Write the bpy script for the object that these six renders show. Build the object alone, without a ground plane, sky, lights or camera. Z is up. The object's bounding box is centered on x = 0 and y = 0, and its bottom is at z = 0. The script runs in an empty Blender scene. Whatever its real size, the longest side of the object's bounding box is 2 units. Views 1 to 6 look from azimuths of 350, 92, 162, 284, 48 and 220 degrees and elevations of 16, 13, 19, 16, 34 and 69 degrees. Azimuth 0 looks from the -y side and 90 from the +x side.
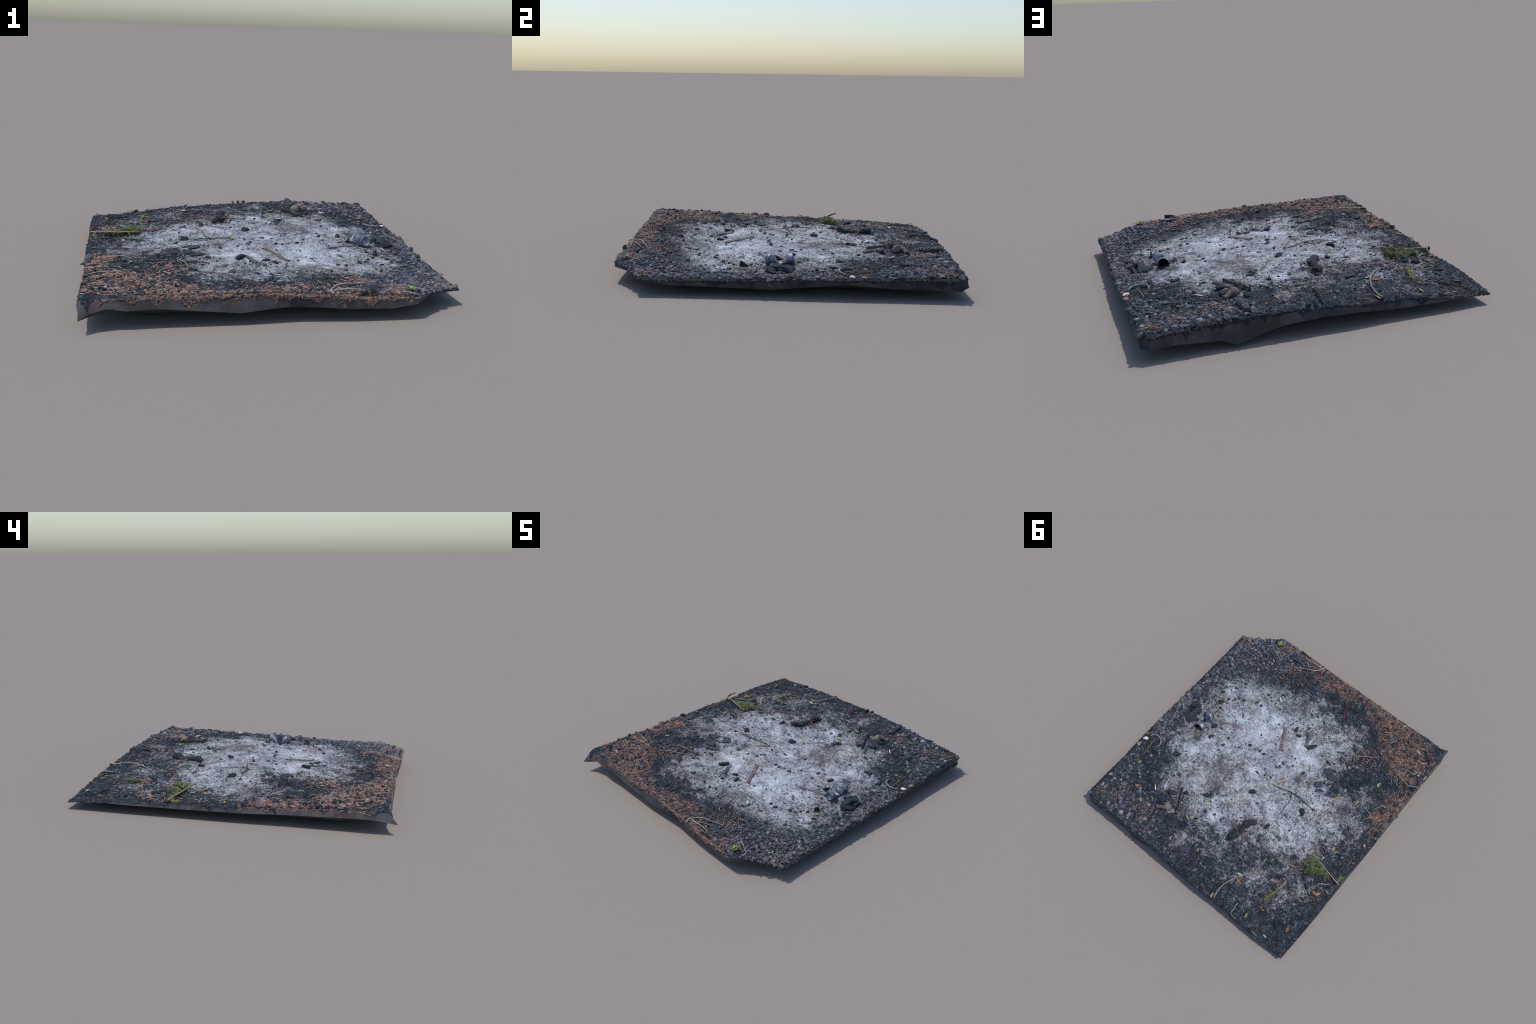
"""A square patch of scorched ground after a camp fire: pale ash in the middle,
black char around it, rust-coloured pine needles along two sides, gravel in two
corners, and the litter that lies on it (burnt can, boards, charcoal, twigs,
leaves, a conifer branch)."""
import math
import numpy as np
import bpy

rng = np.random.default_rng(20240611)
TAU = 2 * math.pi

# ------------------------------------------------------------------ scene tree
root = bpy.data.objects.new("burnt_ground_patch", None)
root.empty_display_size = 0.2
root["label"] = "square patch of scorched ground with pale ash, char, needles and gravel"
root["category"] = "campfire remains"
bpy.context.scene.collection.objects.link(root)


def add(name, mesh, mat=None, parent=root, stuff=False):
    ob = bpy.data.objects.new(name, mesh)
    if mat is not None and not mesh.materials:
        mesh.materials.append(mat)
    bpy.context.scene.collection.objects.link(ob)
    ob.parent = parent
    if stuff:
        ob["kind"] = "stuff"
    return ob


def mesh_from(name, verts, faces, smooth=True, mat_index=None, mats=()):
    """faces: an (n,k) array, or a list of such arrays with different k."""
    me = bpy.data.meshes.new(name)
    for mt in mats:
        me.materials.append(mt)
    verts = np.asarray(verts, np.float32)
    groups = faces if isinstance(faces, list) else [faces]
    groups = [np.asarray(g, np.int32) for g in groups if len(g)]
    loops = np.concatenate([g.ravel() for g in groups])
    sizes = np.concatenate([np.full(len(g), g.shape[1], np.int32) for g in groups])
    me.vertices.add(len(verts))
    me.vertices.foreach_set("co", verts.ravel())
    me.loops.add(len(loops))
    me.loops.foreach_set("vertex_index", loops)
    me.polygons.add(len(sizes))
    me.polygons.foreach_set("loop_start", np.concatenate([[0], np.cumsum(sizes)[:-1]]).astype(np.int32))
    me.polygons.foreach_set("use_smooth", np.full(len(sizes), smooth))
    me.update(calc_edges=True)
    if me.validate():
        print("mesh repaired:", name, len(me.polygons), "of", len(sizes))
    if mat_index is not None:
        me.polygons.foreach_set("material_index", np.asarray(mat_index, np.int32))
    return me


# ------------------------------------------------------------------ noise
_perm = np.random.default_rng(7).permutation(256)
_perm = np.concatenate([_perm, _perm, _perm])
_grad = np.random.default_rng(8).normal(size=(256, 3))
_grad /= np.linalg.norm(_grad, axis=1)[:, None]


def gnoise(p):
    """Gradient noise, about -0.6..0.6, for points of shape (...,3)."""
    p = np.asarray(p, float)
    i = np.floor(p).astype(int)
    f = p - i
    w = f * f * f * (f * (f * 6 - 15) + 10)
    i &= 255
    out = 0
    for dx in (0, 1):
        for dy in (0, 1):
            for dz in (0, 1):
                h = _perm[_perm[_perm[i[..., 0] + dx] + i[..., 1] + dy] + i[..., 2] + dz]
                g = _grad[h]
                d = g[..., 0] * (f[..., 0] - dx) + g[..., 1] * (f[..., 1] - dy) + g[..., 2] * (f[..., 2] - dz)
                wx = w[..., 0] if dx else 1 - w[..., 0]
                wy = w[..., 1] if dy else 1 - w[..., 1]
                wz = w[..., 2] if dz else 1 - w[..., 2]
                out = out + d * wx * wy * wz
    return out


def fbm(x, y, scale, octaves=3, seed=0.0, gain=0.5):
    a, s, out = 1.0, scale, 0
    for k in range(octaves):
        q = np.stack([x * s + 3.7 * k + seed, y * s - 9.1 * k, np.full_like(x, 0.37 + seed + k)], -1)
        out = out + a * gnoise(q)
        a *= gain
        s *= 2.03
    return out


def smooth(a, b, x):
    t = np.clip((x - a) / (b - a), 0, 1)
    return t * t * (3 - 2 * t)


# ------------------------------------------------------------------ shape of the ground
# spot heights (x, y, z) taken over the patch; a thin-plate spline joins them
SPOTS = [
         (0.312, -0.497, 0.121), (0.885, 0.387, 0.112), (0.889, 0.46, 0.112), (0.044, -0.182, 0.138), (-0.123, -0.344, 0.14), (-0.187, -0.555, 0.135),
         (-0.015, 0.208, 0.148), (-0.044, -0.11, 0.148), (-0.258, 0.338, 0.142), (-0.359, 0.342, 0.13), (-0.513, 0.577, 0.115), (-0.548, 0.902, 0.09),
         (0.553, 0.629, 0.143), (0.39, 0.51, 0.145), (0.45, -0.219, 0.102), (0.424, -0.642, 0.117), (0.446, -0.304, 0.099), (0.84, -0.449, 0.092),
         (0.851, -0.593, 0.092), (-0.544, -0.904, 0.15), (-0.752, -0.806, 0.147), (-0.75, -0.36, 0.136), (-0.868, -0.004, 0.102), (-0.896, 0.332, 0.092),
         (0.658, 0.698, 0.13), (0.8, 0.536, 0.118), (0.614, -0.853, 0.118), (-0.905, 0.953, 0.062), (0.905, -0.75, 0.088), (0.89, 0.93, 0.122),
         (-0.186, -0.787, 0.132), (-0.313, -0.561, 0.135), (-0.109, -0.86, 0.148), (-0.632, 0.95, 0.078), (-0.899, -0.125, 0.112), (-0.905, -0.25, 0.118),
         (0.382, 0.816, 0.145), (0.386, 0.93, 0.145), (0.669, 0.681, 0.128), (-0.159, 0.384, 0.147), (-0.55, -0.801, 0.142), (-0.447, -0.377, 0.143),
         (-0.37, -0.2, 0.142), (-0.262, -0.904, 0.15), (0.443, -0.825, 0.128), (0.768, -0.711, 0.102), (0.631, -0.05, 0.104), (-0.65, 0.33, 0.108),
         (-0.618, 0.592, 0.1), (-0.89, -0.91, 0.148), (0.041, -0.586, 0.122), (-0.205, -0.518, 0.137), (0.64, -0.207, 0.104), (0.745, 0.012, 0.108),
         (0.881, -0.037, 0.098), (0.2, 0, 0.135), (0.2, 0.3, 0.145), (0.03, 0.945, 0.138), (-0.15, 0.96, 0.122), (0.6, 0.93, 0.135),
         (0.15, -0.9, 0.138), (0.38, -0.91, 0.125), (0, -0.9, 0.148), (-0.9, -0.6, 0.138), (0.9, 0.15, 0.108), (0.9, 0.7, 0.115),
         (0.9, -0.25, 0.094), (0.5, 0.12, 0.139), (0.35, 0, 0.135), (0.6, 0.22, 0.136), (0.42, 0.25, 0.15), (0.27, -0.03, 0.137),
         (0.52, -0.08, 0.122), (-0.39, 0.76, 0.132), (-0.28, 0.84, 0.13), (-0.2, 0.71, 0.143), (0.11, 0.87, 0.152), (0.15, -0.75, 0.144),
         (0.24, -0.76, 0.141), (-0.61, -0.6, 0.153), (0.28, 0.63, 0.152), (0.23, 0.71, 0.149), (-0.5, 0.02, 0.107), (-0.11, 0, 0.135),
         (-0.56, 0.26, 0.1), (-0.62, -0.12, 0.11), (-0.46, 0.27, 0.107), (-0.1, -0.21, 0.135), (0.33, -0.41, 0.102), (0.55, -0.5, 0.093),
         (-0.74, 0.84, 0.066), (-0.82, -0.68, 0.132), (-0.87, -0.43, 0.123), (-0.2, -0.25, 0.133), (-0.75, 0.26, 0.084), (0.1, -0.34, 0.119),
         (-0.23, 0.02, 0.135), (0.72, -0.48, 0.088), (0, -0.72, 0.127), (-0.25, 0.15, 0.139), (-0.08, 0.08, 0.129), (0.46, 0.31, 0.137),
         (0.2, 0.59, 0.139), (0.13, 0.34, 0.139), (-0.81, 0.86, 0.056), (-0.82, -0.28, 0.112), (-0.15, -0.62, 0.121), (0.36, 0.72, 0.141),
         (0.55, 0.03, 0.13), (-0.01, -0.25, 0.145), (0.25, -0.24, 0.124), (-0.79, 0.13, 0.105), (-0.56, 0.74, 0.108), (-0.37, -0.03, 0.136),
         (0.21, -0.36, 0.119), (-0.54, -0.32, 0.146), (0.34, -0.1, 0.134), (0.66, 0.1, 0.116), (-0.3, 0.95, 0.116), (-0.5, 0.95, 0.102),
         (-0.7, 0.96, 0.076), (-0.03, 0.92, 0.144), (-0.915, 0.25, 0.1), (-0.915, 0.6, 0.086), (-0.915, 0.8, 0.074), (-0.905, -0.5, 0.121),
         (-0.9, -0.76, 0.133), (-0.55, 0.38, 0.096), (-0.64, 0.42, 0.088)]
_P = np.array(SPOTS)


def _tps(r):
    return np.where(r > 1e-9, r * r * np.log(np.maximum(r, 1e-9)), 0)


_n = len(_P)
_D = np.linalg.norm(_P[:, None, :2] - _P[None, :, :2], axis=2)
_A = np.zeros((_n + 3, _n + 3))
_A[:_n, :_n] = _tps(_D) + np.eye(_n) * 0.004
_A[:_n, _n:] = np.c_[np.ones(_n), _P[:, :2]]
_A[_n:, :_n] = _A[:_n, _n:].T
_w = np.linalg.solve(_A, np.r_[_P[:, 2], 0, 0, 0])


def swell(x, y):
    """The broad form of the ground."""
    x = np.asarray(x, float)
    y = np.asarray(y, float)
    out = _w[_n] + _w[_n + 1] * x + _w[_n + 2] * y
    for k in range(_n):
        out = out + _w[k] * _tps(np.hypot(x - _P[k, 0], y - _P[k, 1]))
    return out


# the rim of the ash bed, walked once round
ASH_RIM = [
         (0.774, -0.241), (0.766, -0.387), (0.65, -0.517), (0.502, -0.609), (0.384, -0.64), (0.246, -0.6), (0.139, -0.69), (-0.01, -0.68),
         (-0.166, -0.63), (-0.247, -0.73), (-0.355, -0.7), (-0.41, -0.61), (-0.4, -0.5), (-0.41, -0.4), (-0.45, -0.28), (-0.52, -0.2),
         (-0.62, -0.19), (-0.739, -0.126), (-0.774, -0.03), (-0.72, 0.076), (-0.7, 0.178), (-0.64, 0.332), (-0.577, 0.432), (-0.43, 0.48),
         (-0.3, 0.5), (-0.22, 0.592), (-0.063, 0.6), (0.129, 0.68), (0.28, 0.66), (0.418, 0.6), (0.483, 0.663), (0.591, 0.56),
         (0.6, 0.4), (0.7, 0.349), (0.8, 0.279), (0.78, 0.17), (0.8, 0.024), (0.8, -0.14)]
ASH_C = (0.05, 0.0)
_ar = np.array(ASH_RIM) - ASH_C
_at = np.arctan2(_ar[:, 1], _ar[:, 0])
_o = np.argsort(_at)
_at, _al = _at[_o], np.hypot(_ar[:, 0], _ar[:, 1])[_o]
_at3 = np.concatenate([_at - TAU, _at, _at + TAU])
_al3 = np.concatenate([_al, _al, _al])


def ash_reach(t):
    return np.interp(t, _at3, _al3)


# small islands of ash in the char, spots of char in the ash, dull and bright ash: (x, y, radius)
ASH_SPOTS = [(-0.707, 0.516, .05), (-0.662, 0.644, .055), (-0.413, 0.674, .08), (-0.377, 0.583, .05), (-0.075, 0.712, .05),
             (-0.518, 0.336, .07), (0.147, 0.794, .05), (-0.115, 0.638, .04), (-0.684, 0.087, .07), (-0.722, -0.07, .06),
             (-0.65, -0.264, .04), (0.753, 0.209, .06), (0.83, -0.05, .06)]
CHAR_SPOTS = [(-0.338, -0.267, .06), (-0.346, -0.128, .04), (-0.448, -0.182, .06), (-0.458, -0.3, .08), (-0.508, -0.501, .07),
              (-0.555, -0.359, .06), (-0.021, -0.401, .03), (0.763, -0.03, .06), (0.573, 0.0, .03), (0.614, 0.334, .04),
              (0.372, 0.571, .03), (-0.126, 0.482, .06), (0.222, 0.425, .03), (-0.382, 0.07, .04), (0.305, -0.666, .04),
              (-0.266, 0.427, .05), (-0.652, 0.199, .04), (-0.537, 0.383, .03), (0.645, -0.198, .03)]
DULL_SPOTS = [(0.275, 0.219, .14), (0.23, 0.342, .08), (0.613, 0.09, .08), (0.408, -0.62, .09), (0.589, 0.142, .05),
              (-0.208, -0.067, .06), (0.134, -0.564, .06), (-0.59, -0.108, .1)]
BRIGHT_SPOTS = [(0.263, -0.22, .17), (0.232, -0.34, .09), (0.417, -0.194, .08), (-0.135, -0.233, .11), (-0.041, -0.297, .08),
                (-0.189, 0.214, .06), (0.098, 0.074, .07), (0.086, 0.53, .09), (0.504, 0.57, .04), (0.669, -0.329, .07),
                (0.538, 0.222, .06)]


def ashness(x, y):
    """>0 inside the ash bed, in metres from its rim."""
    dx, dy = x - ASH_C[0], y - ASH_C[1]
    a = ash_reach(np.arctan2(dy, dx)) - np.hypot(dx, dy)
    for sx, sy, r in ASH_SPOTS:
        a = np.maximum(a, r - np.hypot(x - sx, y - sy))
    for sx, sy, r in CHAR_SPOTS:
        a = np.minimum(a, np.hypot(x - sx, y - sy) - r)
    return a


def poly_sd(poly, x, y):
    """Signed distance to a polygon, positive inside."""
    q = np.array(poly)
    d = np.full(np.shape(x), 9.0)
    inside = np.zeros(np.shape(x), bool)
    for a, b in zip(q, np.roll(q, -1, 0)):
        e = b - a
        t = np.clip(((x - a[0]) * e[0] + (y - a[1]) * e[1]) / (e @ e), 0, 1)
        d = np.minimum(d, np.hypot(x - a[0] - t * e[0], y - a[1] - t * e[1]))
        if abs(e[1]) > 1e-9:
            cross = (a[1] > y) != (b[1] > y)
            inside ^= cross & (x < a[0] + (y - a[1]) / e[1] * e[0])
    return np.where(inside, d, -d)


NEEDLE_BED = [(.64, -.95), (.60, -.905), (.45, -.885), (.28, -.875), (.12, -.79), (.03, -.745), (-.06, -.80), (-.21, -.875), (-.3, -.83), (-.37, -.80),
              (-.45, -.72), (-.54, -.66), (-.70, -.57), (-.79, -.51), (-.80, -.31), (-.75, -.20), (-.83, -.09), (-.93, -.09),
              (-.93, -.80), (-.82, -.86), (-.70, -.95)]
GRAVEL_SE = [(.93, -.75), (.6, -.94), (.40, -.95), (.33, -.80), (.44, -.70), (.53, -.635), (.67, -.55), (.78, -.44), (.80, -.2), (.85, .05), (.93, .1)]
GRAVEL_NE = [(.93, .30), (.84, .46), (.80, .55), (.68, .62), (.56, .67), (.47, .74), (.36, .76), (.33, .86), (.33, .98), (.93, .99)]


def needle_sd(x, y):
    return poly_sd(NEEDLE_BED, x, y) + 0.05 * fbm(x, y, 9, 2, 5.0)


def gravel_sd(x, y):
    return np.maximum(poly_sd(GRAVEL_SE, x, y), poly_sd(GRAVEL_NE, x, y)) + 0.03 * fbm(x, y, 12, 2, 2.0)


def relief(x, y):
    """Lumps, crumbs and hollows laid on the broad form."""
    a = smooth(-0.04, 0.05, ashness(x, y) + 0.05 * fbm(x, y, 9, 2, 1.0))
    g = smooth(-0.02, 0.04, gravel_sd(x, y))
    char = np.clip(1 - a - g, 0, 1)
    z = 0.007 * fbm(x, y, 5.5, 2, 3.0)
    z = z + a * (0.0035 * fbm(x, y, 9, 2, 14.0) + 0.0048 * fbm(x, y, 20, 3, 4.0) + 0.0028 * np.maximum(fbm(x, y, 48, 2, 16.0), -0.05) + 0.0016 * fbm(x, y, 90, 2, 6.0))
    rough = fbm(x, y, 26, 3, 7.0)
    z = z + char * (0.007 * rough + 0.005 * np.maximum(fbm(x, y, 55, 2, 9.0), -0.1) + 0.003 * fbm(x, y, 130, 2, 11.0))
    z = z + g * (0.005 * fbm(x, y, 30, 2, 8.0))
    return z


def ground(x, y):
    x = np.asarray(x, float)
    y = np.asarray(y, float)
    return swell(x, y) + relief(x, y)


def gz(x, y):
    return float(ground(np.array([x]), np.array([y]))[0])


# ------------------------------------------------------------------ materials
class Tree:
    def __init__(self, name):
        self.mat = bpy.data.materials.new(name)
        self.mat.use_nodes = True
        self.t = self.mat.node_tree
        self.t.nodes.clear()
        self.out = self.t.nodes.new("ShaderNodeOutputMaterial")
        self.pos = self.new("ShaderNodeTexCoord").outputs["Object"]
        self._info = None
        self._geo = None

    def new(self, kind, **kw):
        n = self.t.nodes.new(kind)
        for k, v in kw.items():
            setattr(n, k, v)
        return n

    def put(self, sock, v):
        if isinstance(v, bpy.types.NodeSocket):
            self.t.links.new(v, sock)
        elif v is not None:
            sock.default_value = v

    def m(self, op, a, b=None, c=None, clamp=False):
        n = self.new("ShaderNodeMath", operation=op, use_clamp=clamp)
        for s, v in zip(n.inputs, (a, b, c)):
            self.put(s, v)
        return n.outputs[0]

    def add(self, *v):
        r = v[0]
        for k in v[1:]:
            r = self.m("ADD", r, k)
        return r

    def noise(self, scale, detail=2.0, rough=0.5, vec=None, out="Fac", distort=0.0):
        n = self.new("ShaderNodeTexNoise")
        self.put(n.inputs["Vector"], self.pos if vec is None else vec)
        n.inputs["Scale"].default_value = scale
        n.inputs["Detail"].default_value = detail
        n.inputs["Roughness"].default_value = rough
        n.inputs["Distortion"].default_value = distort
        return n.outputs[out]

    def noise0(self, *a, **k):
        return self.m("SUBTRACT", self.noise(*a, **k), 0.5)

    def voronoi(self, scale, feature="F1", out="Distance", vec=None, rand=1.0):
        n = self.new("ShaderNodeTexVoronoi", feature=feature)
        self.put(n.inputs["Vector"], self.pos if vec is None else vec)
        n.inputs["Scale"].default_value = scale
        n.inputs["Randomness"].default_value = rand
        return n.outputs[out]

    def step(self, v, a, b, lo=0.0, hi=1.0):
        n = self.new("ShaderNodeMapRange", interpolation_type="SMOOTHSTEP")
        for s, x in zip(n.inputs, (v, a, b, lo, hi)):
            self.put(s, x)
        return n.outputs[0]

    def mix(self, f, a, b, mode="MIX"):
        n = self.new("ShaderNodeMix", data_type="RGBA", blend_type=mode)
        self.put(n.inputs[0], f)
        for s, v in ((n.inputs[6], a), (n.inputs[7], b)):
            self.put(s, (*v, 1) if isinstance(v, tuple) and len(v) == 3 else v)
        return n.outputs[2]

    def ramp(self, f, stops, interp="LINEAR"):
        n = self.new("ShaderNodeValToRGB")
        cr = n.color_ramp
        cr.interpolation = interp
        while len(cr.elements) < len(stops):
            cr.elements.new(0.5)
        for e, (p, c) in zip(cr.elements, stops):
            e.position = p
            e.color = (*c, 1) if isinstance(c, tuple) else (c, c, c, 1)
        self.put(n.inputs[0], f)
        return n.outputs[0]

    def blob(self, x, y, r, ry=None, rot=0.0):
        """1 at the centre, 0 at the rim, in the ground plane."""
        n = self.new("ShaderNodeMapping", vector_type="TEXTURE")
        self.put(n.inputs["Vector"], self.pos)
        n.inputs["Location"].default_value = (x, y, 0)
        n.inputs["Rotation"].default_value = (0, 0, rot)
        n.inputs["Scale"].default_value = (r, ry or r, 1000)
        d = self.new("ShaderNodeVectorMath", operation="LENGTH")
        self.put(d.inputs[0], n.outputs[0])
        return self.m("SUBTRACT", 1.0, d.outputs["Value"])

    def blobs(self, spots):
        r = None
        for s in spots:
            b = self.blob(*s)
            r = b if r is None else self.m("MAXIMUM", r, b)
        return r

    def rand(self):
        if self._info is None:
            self._info = self.new("ShaderNodeObjectInfo")
        return self._info.outputs["Random"]

    def island(self):
        if self._geo is None:
            self._geo = self.new("ShaderNodeNewGeometry")
        return self._geo.outputs["Random Per Island"]

    def done(self, color, rough=0.9, bump=None, bump_d=0.002, bump_s=0.6, metal=0.0, spec=0.3, **kw):
        p = self.new("ShaderNodeBsdfPrincipled")
        self.put(p.inputs["Base Color"], (*color, 1) if isinstance(color, tuple) else color)
        self.put(p.inputs["Roughness"], rough)
        self.put(p.inputs["Metallic"], metal)
        p.inputs["Specular IOR Level"].default_value = spec
        for k, v in kw.items():
            self.put(p.inputs[k], v)
        if bump is not None:
            b = self.new("ShaderNodeBump")
            b.inputs["Strength"].default_value = bump_s
            b.inputs["Distance"].default_value = bump_d
            self.put(b.inputs["Height"], bump)
            self.t.links.new(b.outputs[0], p.inputs["Normal"])
        self.bsdf = p
        self.t.links.new(p.outputs[0], self.out.inputs[0])
        return self.mat


def ground_material():
    t = Tree("scorched_soil")
    sep = t.new("ShaderNodeSeparateXYZ")
    t.put(sep.inputs[0], t.pos)
    dx = t.m("SUBTRACT", sep.outputs[0], ASH_C[0])
    dy = t.m("SUBTRACT", sep.outputs[1], ASH_C[1])
    turn = t.m("ADD", t.m("DIVIDE", t.m("ARCTAN2", dy, dx), TAU), 0.5)
    stops = []
    for k in range(31):
        f = k / 30
        stops.append((f, float(ash_reach((f - 0.5) * TAU)) / 1.2))
    reach = t.m("MULTIPLY", t.ramp(turn, stops), 1.2)
    rho = t.m("SQRT", t.m("ADD", t.m("MULTIPLY", dx, dx), t.m("MULTIPLY", dy, dy)))
    big = t.noise0(7, 3, 0.55)
    mid = t.noise0(24, 3, 0.6)
    fine = t.noise0(75, 3, 0.65)
    grain = t.noise(230, 2, 0.6)
    grain2 = t.noise(110, 3, 0.7)
    # ash field, in units of 10 cm
    s = t.m("SUBTRACT", reach, rho)
    a = t.m("MINIMUM", t.m("MULTIPLY", s, 6.5), t.m("MULTIPLY", s, 9.5))
    a = t.m("MINIMUM", a, 1.2)
    a = t.m("MAXIMUM", a, t.m("MULTIPLY", t.blobs(ASH_SPOTS), 0.35))
    a = t.m("SUBTRACT", a, t.m("MULTIPLY", t.m("MAXIMUM", t.blobs(CHAR_SPOTS), 0.0), 1.7))
    a = t.add(a, t.m("MULTIPLY", big, 2.6), t.m("MULTIPLY", mid, 3.6), t.m("MULTIPLY", fine, 3.4), t.m("MULTIPLY", t.m("SUBTRACT", grain2, 0.5), 1.6))
    ash = t.step(a, -0.5, 0.85)
    # colour of the ash
    tone = t.add(t.m("MULTIPLY", t.noise(13, 3, 0.6), 0.6), t.m("MULTIPLY", t.noise(45, 4, 0.7), 0.75), t.m("MULTIPLY", grain2, 0.6), t.m("MULTIPLY", grain, 0.45))
    tone = t.m("ADD", tone, t.m("MULTIPLY", t.m("MAXIMUM", t.blobs(BRIGHT_SPOTS), 0.0), 0.22))
    tone = t.m("SUBTRACT", tone, t.m("MULTIPLY", t.m("MAXIMUM", t.blobs(DULL_SPOTS), 0.0), 0.22))
    inner = t.step(s, 0.0, 0.34)
    tone = t.m("SUBTRACT", tone, t.m("MULTIPLY", t.m("SUBTRACT", 1.0, inner), 0.06))
    tone = t.step(tone, 0.86, 1.50)
    ash_col = t.ramp(tone, [(0.0, (0.06, 0.062, 0.068)), (0.3, (0.17, 0.172, 0.183)), (0.6, (0.325, 0.345, 0.385)), (1.0, (0.54, 0.58, 0.645))])  # ash greys tinted blue for the skylight they were photographed under
    warm = t.step(t.noise(10, 4, 0.65, vec=None, distort=0.4), 0.52, 0.72)
    ash_col = t.mix(t.m("MULTIPLY", warm, 0.6), ash_col, (0.78, 0.62, 0.50), "MULTIPLY")
    speck = t.step(t.add(t.noise(62, 3, 0.7), t.m("MULTIPLY", t.noise0(16, 2), 0.35)), 0.60, 0.68)
    ash_col = t.mix(t.m("MULTIPLY", speck, 0.8), ash_col, (0.045, 0.047, 0.05))
    soot = t.step(t.add(t.noise(26, 5, 0.72, distort=0.4), t.m("MULTIPLY", inner, -0.06)), 0.515, 0.60)
    ash_col = t.mix(t.m("MULTIPLY", soot, 0.66), ash_col, (0.055, 0.062, 0.074))
    rust = t.step(t.noise(150, 2, 0.6), 0.70, 0.76)
    ash_col = t.mix(t.m("MULTIPLY", rust, 0.6), ash_col, (0.26, 0.16, 0.09))
    # colour of the char
    ct = t.add(t.m("MULTIPLY", t.noise(60, 4, 0.7), 0.8), t.m("MULTIPLY", t.noise(17, 3, 0.6), 0.45), t.m("MULTIPLY", grain, 0.7))
    char_col = t.ramp(t.step(ct, 0.74, 1.34), [(0.0, (0.009, 0.012, 0.016)), (0.4, (0.024, 0.032, 0.043)), (0.7, (0.060, 0.076, 0.097)), (1.0, (0.22, 0.245, 0.29))])  # blue sky fill baked into the blacks; palest stop paints char sheen
    col = t.mix(ash, char_col, ash_col)
    # brown floor under the needles
    nb = t.blobs([(-.87, -.33, .13, .27), (-.70, -.72, .24, .19), (-.45, -.90, .32, .13), (.02, -.89, .30, .12), (.40, -.92, .28, .06), (-.62, -.80, .3, .14)])
    nb = t.step(t.add(nb, t.m("MULTIPLY", mid, 2.0), t.m("MULTIPLY", big, 1.2)), 0.10, 0.6)
    floor = t.ramp(t.noise(90, 3, 0.7), [(0.36, (0.012, 0.015, 0.020)), (0.48, (0.075, 0.058, 0.055)), (0.58, (0.30, 0.18, 0.14)), (0.70, (0.42, 0.30, 0.25))])
    col = t.mix(t.m("MULTIPLY", nb, 0.85), col, floor)
    # dark bluish soil between the stones
    gb = t.blobs([(.74, -.72, .32, .22, -.5), (.88, -.35, .10, .28), (.72, .88, .38, .26), (.87, .50, .1, .2)])
    gb = t.step(t.add(gb, mid), 0.05, 0.45)
    soil = t.ramp(t.noise(80, 3, 0.7), [(0.35, (0.011, 0.014, 0.018)), (0.6, (0.036, 0.042, 0.050)), (0.75, (0.12, 0.125, 0.135))])
    col = t.mix(t.m("MULTIPLY", gb, t.m("SUBTRACT", 1.0, t.m("MULTIPLY", ash, 0.75))), col, soil)
    h = t.add(t.m("MULTIPLY", grain, 0.5), t.m("MULTIPLY", grain2, 0.8), t.m("MULTIPLY", fine, 0.7))
    return t.done(col, 0.92, h, 0.006, 0.7, spec=0.25)


def side_material(name, tint):
    t = Tree(name)
    n = t.noise(9, 3, 0.6)
    c = t.mix(t.step(n, 0.35, 0.65), tuple(0.7 * v for v in tint), tuple(1.25 * v for v in tint))
    c = t.mix(t.m("MULTIPLY", t.step(t.noise(23, 3, 0.65), 0.55, 0.7), 0.5), c, (0.030, 0.036, 0.046))
    c = t.mix(t.m("MULTIPLY", t.step(t.noise(15, 3, 0.65, distort=0.5), 0.58, 0.7), 0.35), c, (0.10, 0.072, 0.062))
    return t.done(c, 0.85, spec=0.2)


def simple(name, stops, scale=30, rough=0.85, bump=0.002, per="object", detail=3, jitter=0.5, **kw):
    """A colour ramp over noise, shifted by a random number per object or per island."""
    t = Tree(name)
    r = t.rand() if per == "object" else t.island()
    off = t.new("ShaderNodeVectorMath", operation="ADD")
    t.put(off.inputs[0], t.pos)
    comb = t.new("ShaderNodeCombineXYZ")
    for k in range(3):
        t.put(comb.inputs[k], t.m("MULTIPLY", r, 37.0 + 11 * k))
    t.put(off.inputs[1], comb.outputs[0])
    n = t.noise(scale, detail, 0.65, vec=off.outputs[0])
    f = t.add(t.m("MULTIPLY", n, 1.0 - jitter), t.m("MULTIPLY", r, jitter))
    c = t.ramp(f, stops)
    return t.done(c, rough, n if bump else None, bump, 0.6, **kw)


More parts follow.
